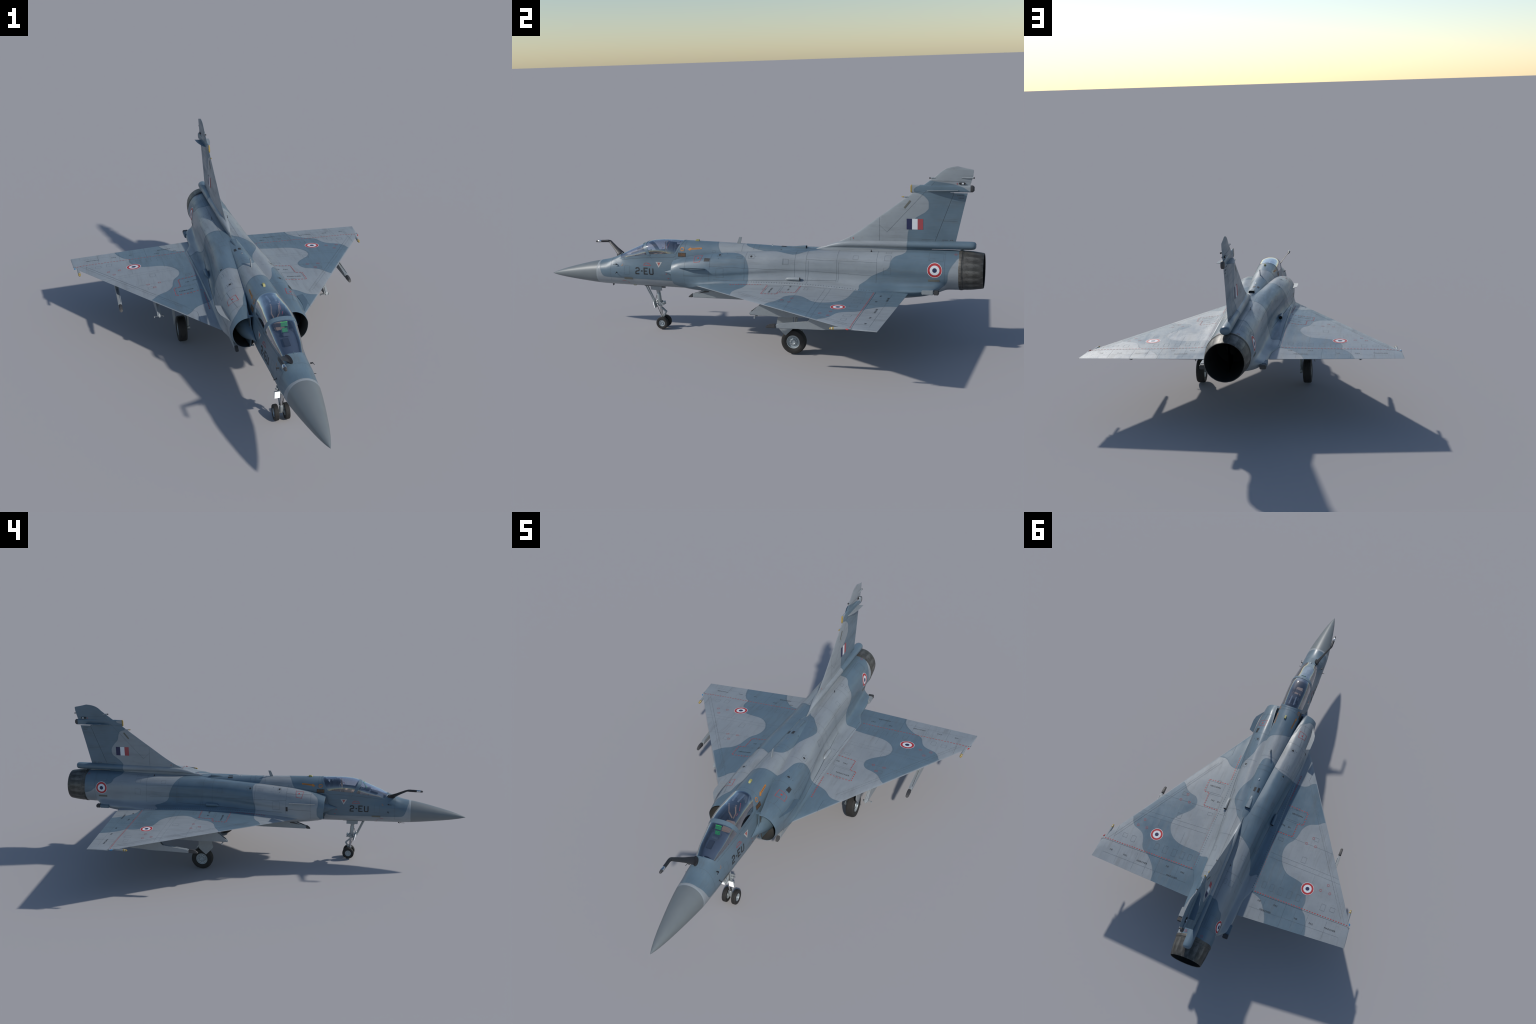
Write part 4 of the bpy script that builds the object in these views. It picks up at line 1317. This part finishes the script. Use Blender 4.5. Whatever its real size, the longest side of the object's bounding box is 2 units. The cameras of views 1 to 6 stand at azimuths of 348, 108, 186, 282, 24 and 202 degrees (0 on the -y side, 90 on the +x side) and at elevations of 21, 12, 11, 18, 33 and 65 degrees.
# aircraft code: monoline strokes
GLYPH = {'2': [[(0, .80), (.12, .95), (.3, 1), (.75, 1), (.95, .92), (1, .78), (1, .66), (.9, .55), (.2, .44), (.04, .36), (0, .25), (0, 0), (1, 0)]],
         '-': [[(0, .5), (1, .5)]], 'E': [[(1, 1), (0, 1), (0, 0), (1, 0)], [(0, .5), (.75, .5)]], 'U': [[(0, 1), (0, .14), (.14, 0), (.86, 0), (1, .14), (1, 1)]]}
for s in (1, -1):
    d = Decal()
    for g_, u0, u1 in (('2', -.5365, -.5195), ('-', -.5105, -.5025), ('E', -.4945, -.4765), ('U', -.4675, -.4505)):
        if s < 0:
            u0, u1 = -.989 - u0, -.989 - u1
        for st_ in GLYPH[g_]:
            d.stroke(on_side(s), [(u0 + (u1 - u0) * a, .2665 + .0270 * b) for a, b in st_], .0053, .0006, .003)
    d.done('code_lettering', M_TEXT, fuselage)
    m = on_side(s)
    d = Decal()
    d.quad4(m, [(-.437, .3235), (-.405, .3235), (-.4205, .2990), (-.4215, .2990)], .0005, 7)
    d.quad4(m, [(-.4285, .3210), (-.4135, .3210), (-.4205, .3075), (-.4215, .3075)], .0008, 6, 1)
    d.done('warning_triangle', [plain('faded_white', (.40, .40, .39), .5), plain('faded_red', (.34, .09, .08), .5)], fuselage)
    d = Decal()
    d.stroke(m, [(-.4800 + .0165 * math.cos(a), .3065 + .0110 * math.sin(a)) for a in np.linspace(0, math.pi, 12)], .0013, .0006)
    d.stroke(m, [(-.498, .3065), (-.461, .3065)], .0018, .0006)
    d.stroke(m, [(-.474 + .004 * math.cos(a), .312 + .003 * math.sin(a)) for a in np.linspace(0, math.pi, 6)], .001, .0006)
    for a, b in (((-.611, .229), (-.603, .2315)), ((-.603, .2315), (-.600, .229)), ((-.600, .229), (-.592, .2285)), ((-.586, .2235), (-.577, .2175))):
        d.stroke(m, [a, b], .0013, .0006)
    d.disc(m, (-.385, .271), 0, .0022, .0006, 10)
    d.stroke(m, [(-.381, .2495), (-.374, .2495)], .0022, .0006)
    d.done('stencil_mark', M_RED, fuselage, True)
    d = Decal()
    d.stroke(m, [(-.609 + .0045 * math.cos(a), .304 + .005 * math.sin(a)) for a in np.linspace(-2.6, .6, 10)], .0012, .0006)
    d.stroke(on_girth, [(s * (33 + 4.2 * math.cos(a)), -.3075 + .0085 * math.sin(a)) for a in np.linspace(0, 2 * math.pi, 13)], .0028, .0006, unit=(.0015, 1))
    # rescue arrow, pointing to the cockpit
    d.quad4(on_girth, [(s * 29.2, -.268), (s * 33.6, -.268), (s * 30.7, -.2155), (s * 26.7, -.2155)], .0005, 8)
    d.quad4(on_girth, [(s * 33.4, -.2815), (s * 33.6, -.2815), (s * 36.2, -.2680), (s * 26.8, -.2680)], .0005, 6)
    for k in range(6):
        y_ = -.3215 + k * .0055
        d.stroke(on_girth, [(s * (43.3 + 1.2 * (k % 2)), y_), (s * 52.0, y_)], .0009, .0008, unit=(.0012, 1))
    d.done('rescue_arrow', M_ORANGE, fuselage)
    d = Decal()
    d.quad4(on_girth, [(s * 42, -.3265), (s * 42, -.2890), (s * 54, -.2890), (s * 54, -.3265)], .0005, 8)
    for k in range(9):
        y_ = -.262 + k * .0048
        d.stroke(on_girth, [(s * (30.4 - .2 * k), y_), (s * (31.7 - .2 * k), y_)], .0032, .0009, unit=(.0012, 1))
    d.done('instruction_placard', plain('placard_black', (.035, .03, .026), .55), fuselage)
    # formation light strips
    d = Decal()
    d.stroke(m, [(-.598, .2425), (-.556, .2425)], .0085, .0008)
    d.stroke(m, [(.783, .2965), (.829, .2965)], .0085, .0008)
    d.stroke(on_fin(s), [(.674, .580), (.699, .611)], .0070, .0008)
    d.done('formation_light', M_BROWNLAMP)
    # trunk panels
    d = Decal()
    d.stroke(on_girth, [(s * 58, -.231), (s * 57, -.194), (s * 73, -.198), (s * 75, -.225)], .0014, .0006, closed=True, unit=(.0019, 1))
    d.disc(lambda a, b, l: on_girth(s * a / .0019, b, l), (64.5 * .0019, -.2105), 0, .0035, .0006, 12)
    d.done('hatch_marking', M_RED, intake_objs[0 if s > 0 else 1])
    d = Decal()
    if s > 0:
        d.quad4(on_girth, [(64.5, -.179), (65, -.153), (71.5, -.153), (72, -.179)], .0006, 6)
    else:
        d.rect(on_side(-1), -.159, .280, -.149, .302, .0006)
    cap = lambda a, b, l: on_girth(s * a / .0019, b, l)
    for a, b, r in ((56.5, .032, .0048), (55, -.113, .0048), (50, -.082, .0013), (64, -.1145, .0013), (56, .052, .0011)):
        d.disc(cap, (a * .0019, b), 0, r, .0006, 14)
    d.done('vent_grille', M_MESH, intake_objs[0 if s > 0 else 1])
d = Decal()
d.quad4(on_top, [(.0065, .1405), (-.0040, .1405), (-.0030, .1625), (.0070, .1625)], .0006)
d.quad4(on_top, [(-.0110, .1385), (-.0205, .1375), (-.0205, .1615), (-.0118, .1620)], .0006)
d.stroke(on_top, [(.0250, .143), (.0250, .149)], .0015, .0006)
d.done('vent_grille', M_MESH, fuselage)

# walkway markings on the wings
for s in (1, -1):
    W = on_wing(s)
    B = lambda a, b, l: W(a, b, l) if a > .1525 else (hit(T_BODY, (s * a, b, .5), (0, 0, -1), l))
    d = Decal()
    path = [(.1595, -.052), (.1535, .119)]
    d.dashes(B, path, .0036, .0064, .0062, slant=.4)
    d.dashes(B, [(.156, .1195), (.258, .121), (.257, .190), (.231, .190), (.230, .263), (.153, .265)], .0034, .0064, .0062, slant=.4)
    d.dashes(B, [(.153, .268), (.1535, .573)], .0036, .0064, .0062, slant=.4)
    d.dashes(B, [(.155, .5745), (.616, .5745)], .0036, .0066, .0062, slant=.4)
    d.done('walkway_dash', M_RED, wings[s], True)
    d = Decal()
    for c in ((.326, .2325), (.348, .269), (.303, .269), (.4685, .4265), (.4885, .462), (.4435, .462)):
        d.disc(W, c, .0048, .0060, .0006, 18)
    d.done('access_marking', M_RED, wings[s], True)
    d = Decal()
    u, v = ((1, 0), (0, 1)) if s > 0 else ((-1, 0), (0, 1))
    d.text(W, 'MARCHER', (.214, .150), .0082, u, v, width=1.05)
    a, b = ('NE', 'PAS') if s > 0 else ('PAS', 'NE')
    d.text(W, a, (.168, .2235), .0078, u, v)
    d.text(W, b, (.199, .2235), .0078, u, v)
    ur = (-1, 0) if s > 0 else (1, 0)
    vr = (0, -1)
    if s > 0:
        rows = (('NE', .558, .621), ('PAS', .483, .624), ('MARCHER', .394, .628), ('NE', .272, .606), ('PAS', .193, .610), ('MARCHER', .233, .645))
    else:
        rows = (('NE', .381, .629), ('PAS', .454, .627), ('MARCHER', .544, .622), ('NE', .194, .609), ('PAS', .273, .605), ('MARCHER', .237, .645))
    for t, x_, y_ in rows:
        d.text(W, t, (x_, y_), .0080, ur, vr, width=1.05)
    d.done('walkway_lettering', M_TEXT, wings[s], True)
    # fastener row beside the walkway line
    d = Decal()
    for y_ in np.arange(.02, .57, .0113):
        d.rect(lambda a, b, l: hit(T_BODY, (s * a, b, .5), (0, 0, -1), l), .1425, y_, .1458, y_ + .0028, .0005, .004)
    d.done('fastener_row', M_LINE, wings[s], True)
    # panel outlines
    d = Decal()
    w_ = .00062
    for x0, y0, x1, y1 in ((.348, .518, .368, .549), (.305, .516, .325, .5515), (.2585, .516, .2795, .5515), (.514, .521, .536, .5415), (.470, .520, .491, .5505), (.1705, .2875, .1945, .302), (.309, .338, .331, .3655),
                           (.170, .128, .252, .186), (.1565, .194, .228, .260), (.196, .1135, .214, .1265), (.218, .515, .236, .549), (.180, .515, .198, .545), (.33, .225, .352, .243)):
        d.stroke(W, [(x0, y0), (x1, y0), (x1, y1), (x0, y1)], w_, .0004, .006, closed=True)
    for pts in ([(.156, .268), (.455, .272)], [(.160, .372), (.520, .380)], [(.160, .395), (.535, .402)], [(.26, .42), (.26, .505)], [(.395, .40), (.395, .44)],
                [(.160, .650), (.592, .642)], [(.43, .59), (.43, .68)], [(.52, .59), (.52, .677)], [(.22, .59), (.22, .69)], [(.370, .59), (.370, .682)], [(.25, .02), (.60, .575)], [(.235, .015), (.575, .557)]):
        d.stroke(W, pts, w_ * .8, .0004, .008)
    d.done('panel_line', M_LINE, wings[s], True)

# panel outlines on the body and fin
d = Decal()
for s in (1, -1):
    G1 = on_girth
    k = (.0017, 1)
    for y_, a0, a1 in ((-.666, 8, 150), (-.268, 56, 118), (-.150, 40, 106), (.007, 34, 104), (.225, 22, 106), (.2735, 18, 107), (.283, 60, 107), (.404, 10, 106), (.412, 60, 106), (.571, 14, 108), (.848, 14, 120), (.175, 58, 72), (-.60, 20, 70)):
        d.stroke(G1, [(s * a, y_) for a in np.linspace(a0, a1, 22)], .00062, .0004, .004, unit=k)
    for y_, a1 in ((-.030, 30), (.022, 24), (.045, 23), (-.318, 48), (-.296, 40)):
        d.stroke(G1, [(s * a, y_) for a in np.linspace(0, a1, 14)], .00062, .0004, .004, unit=k)
    for pts in ([(81, -.15), (84, .275), (89, .46), (92, .555)], [(57, .276), (57, .404), (56, .466), (57, .573)], [(104, -.13), (103, .1), (103, .27), (104, .404)], [(20, .30), (19, .57), (17, .84)],
                [(100, -.27), (98, -.15)], [(66, -.27), (66, -.15)]):
        d.stroke(G1, [(s * a, b) for a, b in pts], .00062, .0004, .004, unit=k)
    for a0, y0, a1, y1 in ((36, .603, 51, .629), (69, .601, 87, .631), (40, .471, 51, .493), (22, .783, 46, .842), (21, .605, 28, .628), (52, .021, 62, .046), (59, .172, 71, .197), (57, -.032, 62, -.007), (51, -.121, 60, -.104), (101, -.594, 130, -.568),
                           (84, -.118, 100, -.085), (40, .787, 46, .808), (33, -.165, 38, -.15)):
        d.stroke(G1, [(s * a0, y0), (s * a1, y0), (s * a1, y1), (s * a0, y1)], .00055, .0004, .004, closed=True, unit=k)
    S1 = on_side(s)
    d.stroke(S1, [(-.612, .3235), (-.56, .3325), (-.47, .3425), (-.40, .3455), (-.35, .3470), (-.335, .3560)], .0009, .0005)
    d.stroke(S1, [(-.4665, .3480), (-.4600, .3395), (-.4560, .3350)], .0009, .0005)
d.done('panel_line', M_LINE, jet, True)
d = Decal()
for s in (1, -1):
    F1 = on_fin(s)
    for pts in ([(.570, .442), (.570, .539)], [(.570, .507), (.602, .478), (.798, .690)], [(.834, .528), (.890, .527)], [(.865, .609), (.915, .608)], [(.447, .420), (.445, .452)], [(.71, .645), (.78, .646)], [(.785, .694), (.94, .690)], [(.745, .447), (.750, .4505), (.795, .4500)],
                [(.80, .46), (.802, .465)]):
        d.stroke(F1, pts, .0007, .0004)
    for z_ in (.4495,):
        for y_ in (.830, .838, .846, .861, .868):
            d.stroke(F1, [(y_, z_), (y_ + .005, z_)], .0035, .0005)
    for y_, n in ((.888, 5), (.893, 4)):
        for k in range(n):
            d.stroke(F1, [(y_ + k * .0056, .634 - .010 * (n == 4)), (y_ + k * .0056 + .004, .634 - .010 * (n == 4))], .004, .0005)
d.done('panel_line', M_LINE, fin, True)
d = Decal()
for s in (1, -1):
    d.disc(lambda a, b, l: on_girth(s * a / .0016, b, l), (23 * .0016, .889), .0040, .0053, .0006, 16)
    d.stroke(on_fin(s), [(.455, .450), (.460, .450), (.460, .445), (.456, .445)], .0012, .0006)
    d.stroke(on_fin(s), [(.884, .685), (.889, .685), (.889, .680), (.885, .680)], .0012, .0006)
d.done('stencil_mark', M_RED, jet, True)

# keep the tree to thing > part > sub-part
for o in list(bpy.data.objects):
    chain = [o]
    while chain[-1].parent:
        chain.append(chain[-1].parent)
    if len(chain) > 3:
        o.parent = chain[-2]
